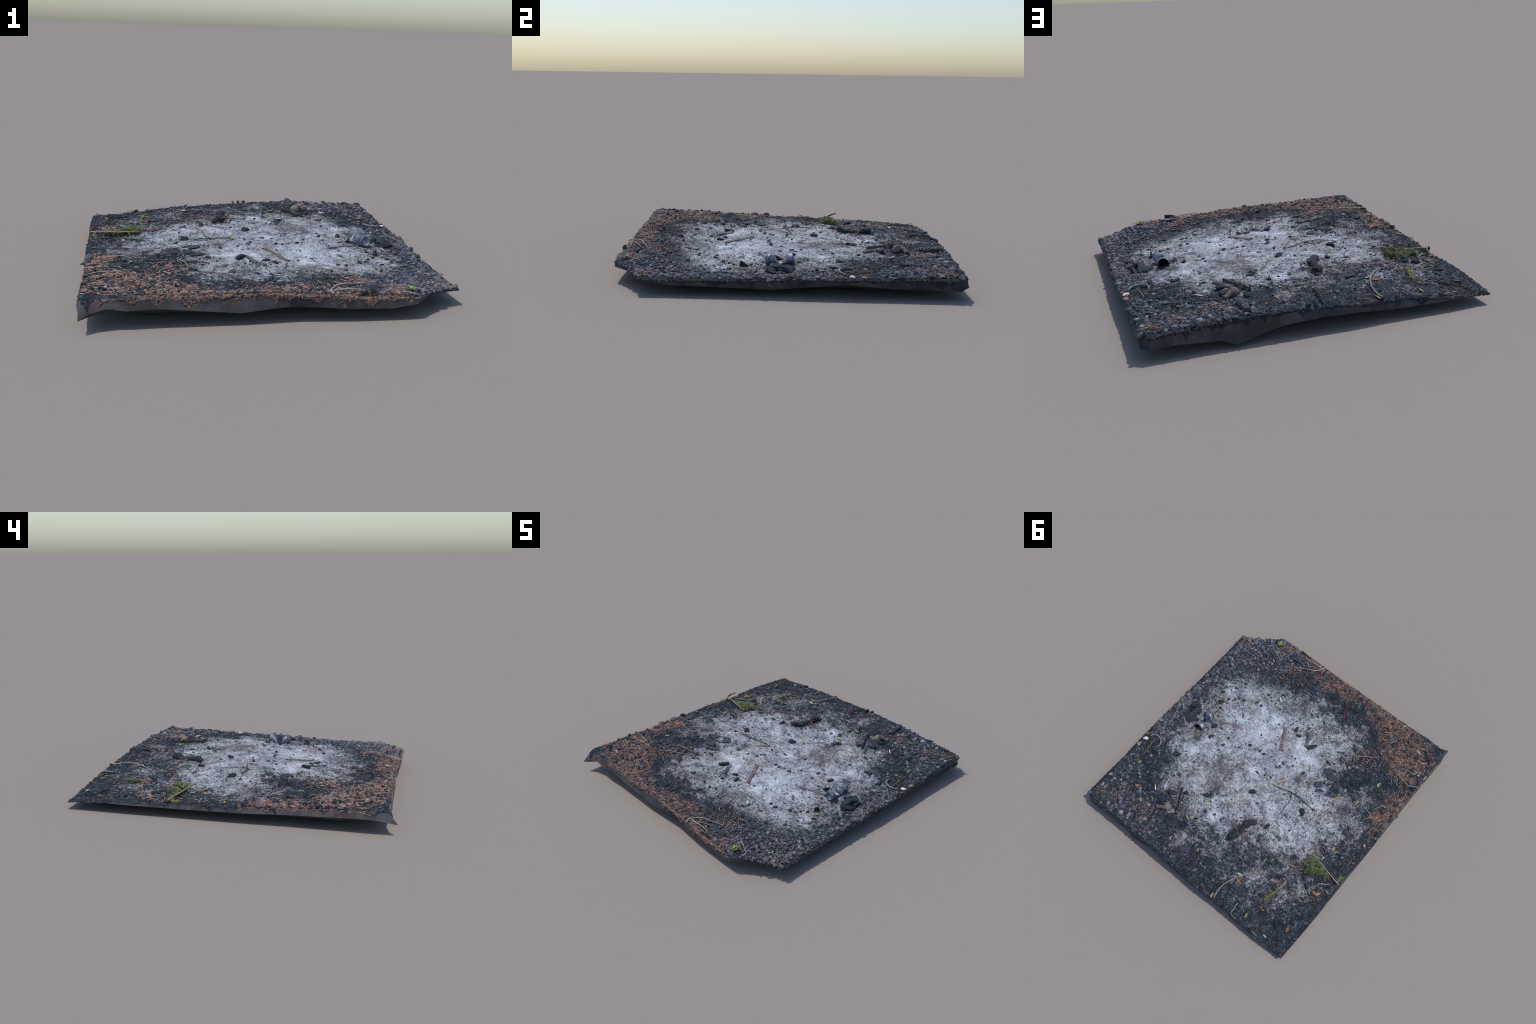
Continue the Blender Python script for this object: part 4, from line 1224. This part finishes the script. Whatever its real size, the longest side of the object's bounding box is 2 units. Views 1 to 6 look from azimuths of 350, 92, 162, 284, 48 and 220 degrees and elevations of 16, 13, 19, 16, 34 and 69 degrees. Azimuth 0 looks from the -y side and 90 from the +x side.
plank("wood", (0.138, -0.346), (0.044, -0.176), 0.024, 0.009, 0.004, 0.25)
plank("slate", (-0.04, -0.413), (-0.08, -0.315), 0.024, 0.011, 0.003, 0.3)
plank("char", (-0.344, -0.4), (-0.53, -0.439), 0.028, 0.014, 0.005, 0.2)
plank("strip", (0.585, -0.054), (0.412, -0.12), 0.023, 0.009, 0.004, 0.2)
plank("slate2", (0.442, 0.478), (0.368, 0.600), 0.020, 0.010, 0.007, 0.5)
plank("board", (0.394, 0.507), (0.300, 0.680), 0.034, 0.012, 0.009, 1.05, bow=0.005)

# round pieces of burnt branch
for a, b, r, kind in [((0.396, 0.808), (0.388, 0.945), 0.017, "char"), ((0.446, 0.726), (0.395, 0.702), 0.013, "wood")]:
    p = np.linspace((*a, gz(*a) + r * 0.6), (*b, gz(*b) + r * (0.8 if kind == "char" else 2.2)), 30)
    rr = r * (1 + 0.12 * gnoise(np.c_[np.arange(30) * .35, np.zeros(30), np.full(30, .3)]))
    rr[[0, -1]] *= 0.82
    V_, F_ = tube(p, rr, 18)
    axis = np.repeat(p, 18, 0)
    V_ = axis + (V_ - axis) * (1 + 0.30 * gnoise(V_ * 55) + 0.25 * gnoise(V_ * 140))[:, None]
    V_[:18] += rng.normal(0, 0.003, (18, 3))
    add("burnt_branch", mesh_from("burnt_branch", V_, F_), M[kind])
for x, y, l, w, h, ang in [(-.150, .395, .105, .050, .052, 35), (-.125, .540, .085, .055, .046, 50), (-.135, .470, .06, .05, .035, 80), (-.105, .580, .05, .04, .03, 20)]:
    lump("charcoal", x, y, l, w, ang, h / w)
# the big charred chunk by the can and the bark that stands up
for x, y, l, w, h, ang in [(0.750, 0.012, 0.15, 0.055, 0.052, 75), (0.775, -0.050, 0.09, 0.035, 0.035, 30), (0.735, -0.045, 0.06, 0.045, 0.04, 120), (0.725, 0.055, 0.07, 0.04, 0.036, 50), (0.790, 0.03, 0.08, 0.03, 0.03, 95), (0.70, 0.03, 0.05, 0.035, 0.025, 10), (0.81, -0.075, 0.06, 0.02, 0.02, 45)]:
    ob = lump("charcoal", x, y, l, w, ang, h / w)
b = lump("charcoal", 0.652, -0.203, 0.045, 0.014, 70, 3.6)
b.rotation_euler = (0.15, 0.2, math.radians(80))
leaf("brown", 0.645, -0.215, 0.045, 80, 0.3, 0.046)

# hook: a half ring of ashy metal
hook = [(0.870, 0.350), (0.845, 0.322), (0.805, 0.318), (0.774, 0.335), (0.762, 0.365), (0.770, 0.392)]
path = drape(hook, 0.010, 0.006)
n = len(path)
M["hook"] = simple("ashy_metal", [(0.2, (0.06, 0.07, 0.08)), (0.6, (0.17, 0.19, 0.21)), (0.9, (0.34, 0.37, 0.40))], 50, 0.6, 0.001, jitter=0.1)
add("bent_hook", mesh_from("bent_hook", *tube(path, 0.0066 * (1 - 0.45 * np.linspace(-1, 1, n) ** 4) * (1 + 0.2 * gnoise(path * 60)), 9)), M["hook"])

# cigarette end
M["paper"] = Tree("white_paper").done((0.72, 0.73, 0.75), 0.7)
M["filter"] = Tree("tan_filter").done((0.50, 0.34, 0.18), 0.7)
ca, cb = np.array([0.573, 0.611]), np.array([0.539, 0.642])
zc = gz(0.555, 0.627) + 0.008
cig = add("cigarette_end", mesh_from("cigarette_end", *tube(np.linspace((*(ca * .65 + cb * .35), zc), (*cb, zc), 4), 0.0038, 10)), M["paper"])
add("filter", mesh_from("filter", *tube(np.linspace((*ca, zc), (*(ca * .65 + cb * .35), zc), 3), 0.0039, 10)), M["filter"], cig)

# ------------------------------------------------------------------ the crushed can
t = Tree("burnt_tin")
n1 = t.noise(28, 4, 0.65)
c = t.ramp(n1, [(0.3, (0.045, 0.052, 0.066)), (0.5, (0.13, 0.15, 0.19)), (0.62, (0.25, 0.285, 0.345)), (0.78, (0.42, 0.45, 0.50))])
dust = t.step(t.add(t.noise(60, 3, 0.7), t.m("MULTIPLY", t.blob(0.0, 0.005, .05, .05), 0.22)), 0.60, 0.78)
c = t.mix(t.m("MULTIPLY", dust, 0.8), c, (0.38, 0.36, 0.35))
t.done(c, t.step(n1, 0.3, 0.7, 0.35, 0.6), n1, 0.002, 0.4, metal=0.45, spec=0.5)
M["tin"] = t.mat
M["soot"] = Tree("soot_black").done((0.010, 0.010, 0.011), 0.9)  # near-black inner skin, gives the can mouth its dark hole


def can():
    """Rings along the can (its y axis), pinched flat in the middle; the shell has two skins."""
    R, half = 0.0335, 0.076
    ny, na = 34, 40
    a = np.linspace(0, TAU, na, endpoint=False)
    rings = []
    for q in np.linspace(-1, 1, ny):
        crush = smooth(0.55, 0.10, abs(q))
        neck = 1 - 0.17 * smooth(0.80, 1.0, -q)
        x = R * np.cos(a) * neck * (1 + 0.28 * crush + 0.10 * smooth(0.4, 0.9, q)) * (1 - 0.10 * smooth(0.9, 1.0, q))
        z = R * np.sin(a) * neck
        # the upper wall is pushed down on to the lower one
        z = np.where(z > 0, z * (1 - 1.25 * crush) - 0.010 * crush * np.cos(a) ** 2, z * (1 - 0.25 * crush))
        lift = 0.009 * abs(q) ** 1.5 - 0.010 * crush
        tiltx = 0.012 * q * q - 0.010 * crush
        dent = 0.009 * gnoise(np.stack([np.cos(a) * 1.6, np.full(na, q * 3.0), np.sin(a) * 1.6], -1)) * (0.4 + crush)
        r = np.stack([x + tiltx + dent, np.full(na, q * half) - np.sign(q) * 0.25 * np.maximum(z, -R) * smooth(0.3, 1.0, abs(q)), z + lift + dent], -1)
        rings.append(r)
    O = np.array(rings)
    cen = O.mean(1, keepdims=True)
    I = cen + (O - cen) * 0.965
    V = np.concatenate([O.reshape(-1, 3), I.reshape(-1, 3)])
    i = np.arange(ny * na).reshape(ny, na)
    j = np.roll(i, -1, 1)
    outer = np.stack([i[:-1], j[:-1], j[1:], i[1:]], -1).reshape(-1, 4)
    o = ny * na
    inner = np.stack([i[:-1], i[1:], j[1:], j[:-1]], -1).reshape(-1, 4) + o
    lip = np.stack([i[-1], j[-1], j[-1] + o, i[-1] + o], 1)
    # the closed end: rim, groove, shallow dome
    cap, base = [], O[0]
    c0 = base.mean(0)
    for s, d in ((0.90, -0.004), (0.80, 0.004), (0.55, 0.007), (0.25, 0.009)):
        cap.append(c0 + (base - c0) * s + np.array([0, d, 0]))
    C = np.concatenate([base[None], np.array(cap)])
    ci = np.arange(len(C) * na).reshape(len(C), na)
    cj = np.roll(ci, -1, 1)
    CV = np.concatenate([C.reshape(-1, 3), (c0 + np.array([0, 0.0095, 0]))[None]])
    CF = [np.stack([ci[:-1], ci[1:], cj[1:], cj[:-1]], -1).reshape(-1, 4), np.stack([ci[-1], np.full(na, len(CV) - 1), cj[-1]], 1)]
    body = add("tin_can", mesh_from("tin_can", V, np.concatenate([outer, lip])), M["tin"])
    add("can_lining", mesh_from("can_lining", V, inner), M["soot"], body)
    add("can_base", mesh_from("can_base", CV, CF), M["tin"], body)
    return body


tin = can()
tin.location = (0.622, 0.000, 0.1375)
tin.rotation_euler = (0.0, 0.10, math.radians(3))

# ------------------------------------------------------------------ conifer branches
def needles_along(path, count, length, spread, seed, droop=0.3, flat=0.5, start=0.0):
    """Thin needles that leave a twig sideways and lean towards its tip."""
    r = np.random.default_rng(seed)
    n = len(path)
    V, F = [], []
    tan = np.gradient(path, axis=0)
    for k in range(count):
        f = r.uniform(start, 1) * (n - 1)
        i = min(int(f), n - 2)
        p = path[i] * (1 - f + i) + path[i + 1] * (f - i)
        d = tan[i] / np.linalg.norm(tan[i])
        side = np.cross(d, [0, 0, 1]) * r.choice([-1, 1]) + np.array([0, 0, flat * r.normal()])
        side /= np.linalg.norm(side)
        dr = d * r.uniform(0.2, 0.9) + side * spread
        dr /= np.linalg.norm(dr)
        L = length * r.uniform(0.6, 1.15)
        s = np.linspace(0, 1, 4)[:, None]
        q = p + dr * L * s + np.array([0, 0, -droop * L]) * s ** 2
        v, fc = tube(q, 0.0011 * np.array([0.8, 1, 0.8, 0.25]), 3, False)
        F.append(fc[0] + sum(len(x) for x in V) if False else fc[0] + 12 * k)
        V.append(v)
    return np.concatenate(V), np.concatenate(F)


def branch_path(pts, z0, z1, per=6, hump=0.0):
    p = spline(pts, per)
    t = np.linspace(0, 1, len(p))
    z = swell(p[:, 0], p[:, 1])
    return np.c_[p, z + z0 + (z1 - z0) * t + hump * np.sin(np.pi * t)]


main = branch_path([(-0.904, 0.331), (-0.873, 0.328), (-0.818, 0.316), (-0.763, 0.304), (-0.707, 0.292), (-0.645, 0.279), (-0.61, 0.30)], 0.018, 0.016, hump=0.012)
br = add("conifer_branch", mesh_from("conifer_branch", *tube(main, np.linspace(0.0045, 0.0020, len(main)) * (1 + 0.25 * gnoise(main * 45)), 8)), TWIG["pink"])
sprigs = [([(-0.707, 0.292), (-0.672, 0.334), (-0.651, 0.373)], .026, .030, 230), ([(-0.690, 0.29), (-0.645, 0.32), (-0.622, 0.355)], .022, .022, 150), ([(-0.765, 0.307), (-0.73, 0.356), (-0.705, 0.385)], .022, .018, 210),
          ([(-0.731, 0.307), (-0.702, 0.344), (-0.678, 0.375)], .022, .022, 200), ([(-0.818, 0.316), (-0.795, 0.36)], .016, .012, 110), ([(-0.89, 0.322), (-0.885, 0.27)], .012, .004, 70),
          ([(-0.66, 0.285), (-0.62, 0.31)], .022, .022, 110), ([(-0.72, 0.30), (-0.665, 0.345)], .040, .034, 170), ([(-0.75, 0.31), (-0.70, 0.365)], .036, .024, 170), ([(-0.68, 0.30), (-0.63, 0.345), (-0.625, 0.37)], .036, .022, 150), ([(-0.80, 0.315), (-0.745, 0.355)], .026, .016, 120), ([(-0.70, 0.335), (-0.655, 0.395)], .016, .012, 130)]
NV_, NF_, off = [], [], 0
for k, (pts, z0, z1, cnt) in enumerate(sprigs):
    path = branch_path(pts, z0, z1, 6)
    path[1:] += rng.normal(0, 0.0025, (len(path) - 1, 3))
    add("sprig", mesh_from("sprig", *tube(path, np.linspace(0.0022, 0.001, len(path)), 6)), TWIG["tan"], br)
    v_, f_ = needles_along(path, cnt, 0.030, 0.9, 40 + k, rng.uniform(0.1, 0.6), 0.85)
    NV_.append(v_)
    NF_.append(f_ + off)
    off += len(v_)
add("fresh_needles", mesh_from("fresh_needles", np.concatenate(NV_), np.concatenate(NF_)), M["green_needles"], br, True)
stub = np.array([(-0.904, 0.331, 0.0), (-0.898, 0.345, 0.016), (-0.888, 0.362, 0.026), (-0.874, 0.379, 0.034), (-0.866, 0.388, 0.045)]) + np.array([0, 0, gz(-0.9, 0.33) + 0.012])
add("stub", mesh_from("stub", *tube(stub, np.array([0.0065, 0.006, 0.005, 0.004, 0.002]), 7)), TWIG["dark"], br)
add("stub", mesh_from("stub", *tube(np.array([stub[3], stub[3] + (0.006, 0.012, 0.002), stub[3] + (0.010, 0.020, -0.004)]), np.array([0.003, 0.0025, 0.001]), 6)), TWIG["dark"], br)
add("stub", mesh_from("stub", *tube(branch_path([(-0.904, 0.331), (-0.888, 0.352), (-0.874, 0.379)], 0.012, 0.004), 0.003, 6)), TWIG["pink"], br)
twig("grey", 0.004, 0.014, [(-0.782, 0.42), (-0.855, 0.369)], "sprig", br)

p2 = branch_path([(-0.611, 0.573), (-0.601, 0.616), (-0.593, 0.675), (-0.569, 0.743)], 0.010, 0.008, hump=0.012)
br2 = add("conifer_branch", mesh_from("conifer_branch", *tube(p2, np.linspace(0.0035, 0.0022, len(p2)), 7)), TWIG["tan"])
add("fresh_needles", mesh_from("fresh_needles", *needles_along(p2, 260, 0.024, 0.9, 77, 0.3, 0.5, 0.35)), M["green_needles"], br2, True)

# stones, coals and bark that stand on the rim
for kind, x, y, l, w, ang, tall in [("dark_stone", -.893, -.212, .060, .046, 80, .75), ("dark_stone", -.903, -.303, .034, .030, 60, .9), ("charcoal", -.893, -.125, .046, .036, 85, .95),
                                    ("charcoal", .05, .950, .05, .022, 75, 1.9), ("charcoal", .09, .962, .03, .018, 10, 1.8), ("charcoal", -.63, .955, .05, .02, 60, 1.2), ("charcoal", -.30, .955, .05, .025, 70, 1.0),
                                    ("charcoal", .88, .945, .05, .04, 120, .8), ("dark_stone", .90, .955, .04, .03, 20, 1.0), ("charcoal", .80, .955, .05, .03, 10, .9), ("charcoal", .65, .96, .05, .03, 30, .8),
                                    ("dark_stone", .893, .05, .045, .04, 80, .8), ("dark_stone", .900, .10, .03, .03, 0, .9), ("dark_stone", .895, -.10, .05, .04, 60, .8), ("dark_stone", .885, -.16, .045, .035, 100, .8),
                                    ("dark_stone", .897, -.22, .035, .03, 20, 1.1), ("brown_stone", .90, -.735, .03, .022, 30, 1.2), ("charcoal", .895, .64, .05, .035, 80, .8), ("charcoal", .89, .79, .045, .035, 95, .8)]:
    lump(kind, x, y, l, w, ang, tall)
bark = np.array([(0.350, -0.917, 0.0), (0.366, -0.915, 0.010), (0.385, -0.914, 0.018), (0.405, -0.913, 0.022), (0.425, -0.914, 0.021), (0.442, -0.916, 0.026)])
bark[:, 2] += gz(0.39, -0.91)
V_, F_ = tube(spline(bark[:, :2], 4).tolist() and np.c_[spline(bark[:, :2], 4), np.interp(np.linspace(0, 5, 21), np.arange(6), bark[:, 2])], 0.012, 10)
c_ = np.repeat(V_.reshape(21, 10, 3).mean(1), 10, 0)
V_ = c_ + (V_ - c_) * np.array([0.35, 0.35, 1.0]) * (1 + 0.5 * gnoise(V_ * 60))[:, None]
add("bark_strip", mesh_from("bark_strip", V_, F_), M["board"])

# a two-leaved sprout on the east edge
z0 = gz(.876, -.014)
sprout = add("sprout", mesh_from("sprout", *tube(np.array([(.876, -.016, z0 - .004), (.876, -.014, z0 + .012), (.875, -.011, z0 + .029)]), np.array([.0017, .0015, .0012]), 6)), TWIG["sage"])
for end in ((.918, -.060, .046), (.838, .020, .026), (.900, .030, .036)):
    mid_ = ((.875 + end[0]) / 2, (-.011 + end[1]) / 2, z0 + .030 + (end[2] - .03) * .3)
    add("blade", mesh_from("blade", *tube(np.array([(.875, -.011, z0 + .029), mid_, (end[0], end[1], z0 + end[2])]), np.array([.0012, .0014, .0004]), 5)), TWIG["sage"], sprout)

# the forked twig on the south edge, and the seedling beside it
twig("grey", 0.0042, 0.016, [(0.227, -0.930), (0.224, -0.897), (0.261, -0.845), (0.322, -0.816), (0.402, -0.778)])
twig("grey", 0.0045, 0.018, [(0.232, -0.897), (0.291, -0.893), (0.36, -0.887), (0.40, -0.90)])
twig("grey", 0.0022, 0.012, [(0.224, -0.897), (0.205, -0.87)])
for k in range(9):
    x0 = rng.uniform(0.30, 0.62)
    y0 = rng.uniform(-0.925, -0.87)
    twig(["grey", "tan", "tan", "sage"][k % 4], rng.uniform(0.0014, 0.0028), 0.010, [(x0, y0), (x0 + rng.uniform(-.03, .03), y0 + rng.uniform(-.02, .02)), (x0 + rng.uniform(-.06, .06), min(-0.84, y0 + rng.uniform(-.03, .04)))])
for k in range(7):
    a = k * 51 + rng.uniform(-12, 12)
    leaf("clover", 0.620 + 0.012 * math.cos(math.radians(a)), -0.862 + 0.012 * math.sin(math.radians(a)), 0.024, a, 0.7, 0.020 + 0.006 * (k % 2), 0.5)
lump("charcoal", 0.425, -0.835, 0.15, 0.035, 8, 0.8)

# ------------------------------------------------------------------ scattered matter
def scatter(n, accept, lo=(-0.895, -0.925), hi=(0.893, 0.963)):
    """n points in the patch, kept with the probability that accept(x, y) gives."""
    got = []
    count = 0
    while count < n:
        x = rng.uniform(lo[0], hi[0], 4 * n)
        y = rng.uniform(lo[1], hi[1], 4 * n)
        ok = rng.random(4 * n) < accept(x, y)
        # the cut-off corner
        ok &= (y > -0.91 + 0.62 * np.maximum(x - 0.635, 0))
        got.append(np.c_[x[ok], y[ok]])
        count += ok.sum()
    return np.concatenate(got)[:n]


def rot(n, tilt):
    """Random rotations: any turn about z, a limited tilt."""
    a = rng.uniform(0, TAU, n)
    ax, ay = rng.normal(0, tilt, n), rng.normal(0, tilt, n)
    cz, sz, cx, sx, cy, sy = np.cos(a), np.sin(a), np.cos(ax), np.sin(ax), np.cos(ay), np.sin(ay)
    R = np.zeros((n, 3, 3))
    R[:, 0] = np.stack([cz * cy, cz * sy * sx - sz * cx, cz * sy * cx + sz * sx], 1)
    R[:, 1] = np.stack([sz * cy, sz * sy * sx + cz * cx, sz * sy * cx - cz * sx], 1)
    R[:, 2] = np.stack([-sy, cy * sx, cy * cx], 1)
    return R


def strew(name, xy, shapes, size, mat, tilt=0.3, sink=0.25, flat=0.7, smooth_=True):
    """Copies of a few shapes joined into one mesh; size: (n,) lengths."""
    n = len(xy)
    z = ground(xy[:, 0], xy[:, 1])
    R = rot(n, tilt)
    sc = np.stack([size * 0.5, size * 0.5 * rng.uniform(0.55, 0.95, n), size * 0.5 * flat * rng.uniform(0.6, 1.2, n)], 1)
    pick = rng.integers(0, len(shapes), n)
    Vs, Fs, off = [], [], 0
    for k, (p, f) in enumerate(shapes):
        who = np.nonzero(pick == k)[0]
        if not len(who):
            continue
        q = p[None] * sc[who][:, None]
        q = np.einsum("nij,nkj->nki", R[who], q)
        q[..., 0] += xy[who, 0][:, None]
        q[..., 1] += xy[who, 1][:, None]
        q[..., 2] += (z[who] + sc[who, 2] * (1 - 2 * sink))[:, None]
        Vs.append(q.reshape(-1, 3))
        Fs.append((f[None] + (off + np.arange(len(who)) * len(p))[:, None, None]).reshape(-1, 3))
        off += len(who) * len(p)
    return add(name, mesh_from(name, np.concatenate(Vs), np.concatenate(Fs), smooth_), mat, root, True)


def fibres(name, xy, lmin, lmax, rad, mat, lift=0.004, pile=0.006):
    """Dry needles: three-sided, slightly bent, lying over one another."""
    n = len(xy)
    L = rng.uniform(lmin, lmax, n)
    a = 2.2 * math.pi * fbm(xy[:, 0], xy[:, 1], 7, 2, 31.0) + rng.normal(0, 0.75, n)
    bend = rng.normal(0, 0.25, n)
    pitch = rng.normal(0, 0.12, n)
    s = np.array([-0.5, -0.17, 0.17, 0.5])
    d = np.stack([np.cos(a), np.sin(a)], 1)
    e = np.stack([-np.sin(a), np.cos(a)], 1)
    px = xy[:, None, :] + L[:, None, None] * (s[None, :, None] * d[:, None] + (bend[:, None] * (s ** 2)[None])[..., None] * e[:, None])
    z = ground(px[..., 0].ravel(), px[..., 1].ravel()).reshape(n, 4)
    z = 0.5 * z + 0.5 * z.mean(1, keepdims=True) + lift + pile * rng.random(n)[:, None] + pitch[:, None] * L[:, None] * s[None]
    c = np.concatenate([px, z[..., None]], -1)
    r = rad * rng.uniform(0.7, 1.3, n)[:, None] * np.array([0.6, 1, 1, 0.5])
    ring = np.stack([np.stack([e[:, 0] * math.cos(t), e[:, 1] * math.cos(t), np.full(n, math.sin(t))], 1) for t in (math.pi / 2, math.pi * 7 / 6, math.pi * 11 / 6)], 1)
    V = c[:, :, None] + r[:, :, None, None] * ring[:, None]
    i = np.arange(12).reshape(4, 3)
    j = np.roll(i, -1, 1)
    q = np.stack([i[:-1], i[1:], j[1:], j[:-1]], -1).reshape(-1, 4)
    tri = np.array([[0, 1, 2], [11, 10, 9]])
    o = np.arange(n) * 12
    return add(name, mesh_from(name, V.reshape(-1, 3), [(q[None] + o[:, None, None]).reshape(-1, 4), (tri[None] + o[:, None, None]).reshape(-1, 3)]), mat, root, True)


SMALL_STONES = [stone_shape(1, 500 + k, (k % 4) / 4, 0.15) for k in range(12)]
MID_STONES = [stone_shape(2, 520 + k, 0.2 + 0.8 * (k % 4) / 4, 0.2) for k in range(12)]
CHIPS = [stone_shape(1, 540 + k, 0.9, 0.3) for k in range(12)]

# gravel: the biggest as single pebbles, the rest as stuff
gr = lambda x, y: smooth(-0.015, 0.03, gravel_sd(x, y))
free = np.array(TAKEN)
pts = scatter(230, lambda x, y: gr(x, y) * np.where(x > 0.80, 1, 0.75))
for x, y in pts:
    if np.min(np.hypot(free[:, 0] - x, free[:, 1] - y) - free[:, 2]) < 0.004:
        continue
    L = float(np.clip(rng.lognormal(math.log(0.025), 0.3), 0.016, 0.048))
    sooty = y > 0.2 and rng.random() < 0.6
    lump(["charcoal", "char_plate"][int(rng.integers(2))] if sooty else "pebble", float(x), float(y), L, L * rng.uniform(0.6, 0.95), rng.uniform(0, 360), rng.uniform(0.3, 0.55) if sooty else rng.uniform(0.45, 0.8))
xy = scatter(1150, lambda x, y: gr(x, y) * np.where(y > 0.1, 0.30, 1.0))
strew("gravel", xy, MID_STONES, np.clip(rng.lognormal(math.log(0.016), 0.35, len(xy)), 0.009, 0.036), M["gravel"], 0.3, 0.32, 0.65)
xy = scatter(1400, lambda x, y: gr(x, y) * (y > 0.1))
strew("char_flakes", xy, CHIPS, np.clip(rng.lognormal(math.log(0.015), 0.4, len(xy)), 0.006, 0.034), M["crumbs"], 0.35, 0.35, 0.4, False)
xy = scatter(2000, gr)
strew("gravel", xy, SMALL_STONES, rng.uniform(0.005, 0.013, len(xy)), M["gravel"])

# char crumbs: thick on the burnt soil, thinning out over the ash
def burnt(x, y):
    a = ashness(x, y) + 0.05 * fbm(x, y, 9, 2, 1.0)
    return np.clip(1 - smooth(-0.05, 0.10, a), 0.0, 1) * (1 - 0.85 * smooth(-0.02, 0.03, needle_sd(x, y))) * (1 - np.where(y > 0.1, 0.15, 0.6) * gr(x, y))


xy = scatter(5000, burnt)
strew("char_crumbs", xy, CHIPS, np.clip(rng.lognormal(math.log(0.008), 0.4, len(xy)), 0.004, 0.022), M["crumbs"], 0.6, 0.3, 0.6, False)
xy = scatter(1500, lambda x, y: np.where(ashness(x, y) > -0.02, 0.25 + 0.75 * (1 - smooth(0.0, 0.22, ashness(x, y))), 0) * (0.15 + smooth(-0.05, 0.35, fbm(x, y, 14, 2, 15.0))))
strew("char_crumbs", xy, CHIPS, np.clip(rng.lognormal(math.log(0.009), 0.5, len(xy)), 0.004, 0.030), M["crumbs"], 0.4, 0.45, 0.5, False)
xy = scatter(1700, lambda x, y: smooth(-0.03, 0.08, ashness(x, y)))
strew("ash_crumbs", xy, [stone_shape(1, 560 + k, 0.5, 0.3) for k in range(6)], rng.uniform(0.003, 0.009, len(xy)), M["ashcrumbs"], 0.5, 0.3, 0.7)

# pine needles
nd = lambda x, y: smooth(-0.03, 0.07, needle_sd(x, y)) * (0.05 + 0.95 * smooth(-0.25, 0.2, fbm(x, y, 16, 3, 21.0)))
xy = scatter(7000, nd)
fibres("pine_needles", xy, 0.010, 0.034, 0.00085, M["rust_needles"], 0.002, 0.004)
clumps = [(-.60, .436, .03), (-.815, .475, .035), (-.896, .16, .03), (-.90, .40, .03), (.721, .831, .04), (-.895, .955, .03), (-.59, .61, .03), (-.64, .22, .02), (.85, .88, .04), (.50, .82, .05), (.38, -.75, .05), (.25, -.86, .06), (.50, -.90, .08), (.86, -.72, .05), (-.5, -.55, .06)]
def near(x, y):
    r = np.full_like(x, 0.035)
    for cx, cy, s in clumps:
        r = np.maximum(r, np.exp(-((x - cx) ** 2 + (y - cy) ** 2) / (2 * s * s)))
    return r * (1 - 0.9 * smooth(0.0, 0.1, ashness(x, y)))
xy = scatter(1900, near)
fibres("pine_needles", xy, 0.010, 0.028, 0.0012, M["rust_needles"], 0.005)
# char flakes and chips between the needles
xy = scatter(1200, lambda x, y: smooth(0.0, 0.04, needle_sd(x, y)))
strew("char_crumbs", xy, CHIPS, np.clip(rng.lognormal(math.log(0.013), 0.35, len(xy)), 0.006, 0.028), M["crumbs"], 0.5, 0.1, 0.6, False)

# litter that clings to the ragged top of the flank
n = 2600
i = rng.integers(0, nr, n)
d = rng.random(n) ** 1.4 * np.minimum(soil_depth[i], 0.9)
pos = rim[i] * (1 - d[:, None]) + hem[i] * d[:, None]
kinds = needle_sd(pos[:, 0] * 0.97, pos[:, 1] * 0.97) > -0.02


def cling(name, p, shapes, size, mat):
    R_ = rot(len(p), 1.2)
    Vs, Fs, off = [], [], 0
    pick = rng.integers(0, len(shapes), len(p))
    for k, (v, f) in enumerate(shapes):
        who = np.nonzero(pick == k)[0]
        q = np.einsum("nij,kj->nki", R_[who], v * np.array([.5, .4, .3])) * size[who][:, None, None] + p[who][:, None]
        Vs.append(q.reshape(-1, 3))
        Fs.append((f[None] + (off + np.arange(len(who)) * len(v))[:, None, None]).reshape(-1, 3))
        off += len(who) * len(v)
    add(name, mesh_from(name, np.concatenate(Vs), np.concatenate(Fs), False), mat, root, True)


cling("char_crumbs", pos[~kinds], CHIPS, np.clip(rng.lognormal(math.log(0.008), 0.4, (~kinds).sum()), 0.004, 0.018), M["crumbs"])
p = pos[kinds]
a = rng.uniform(0, TAU, len(p))
V_, F_ = [], []
for k, (c, t_) in enumerate(zip(p, a)):
    side = np.array([1.0, 0, 0]) if abs(c[1]) > abs(c[0]) else np.array([0, 1.0, 0])
    dr = side * math.cos(t_) + np.array([0, 0, 1.0]) * math.sin(t_) * 0.6
    L = rng.uniform(0.010, 0.028)
    s = np.linspace(-0.5, 0.5, 3)[:, None]
    v_, f_ = tube(c * np.array([1.002, 1.002, 1]) + dr * L * s + rng.normal(0, 0.0012, (3, 3)), 0.0009, 3, False)
    V_.append(v_)
    F_.append(f_[0] + 9 * k)
add("pine_needles", mesh_from("pine_needles", np.concatenate(V_), np.concatenate(F_)), M["rust_needles"], root, True)
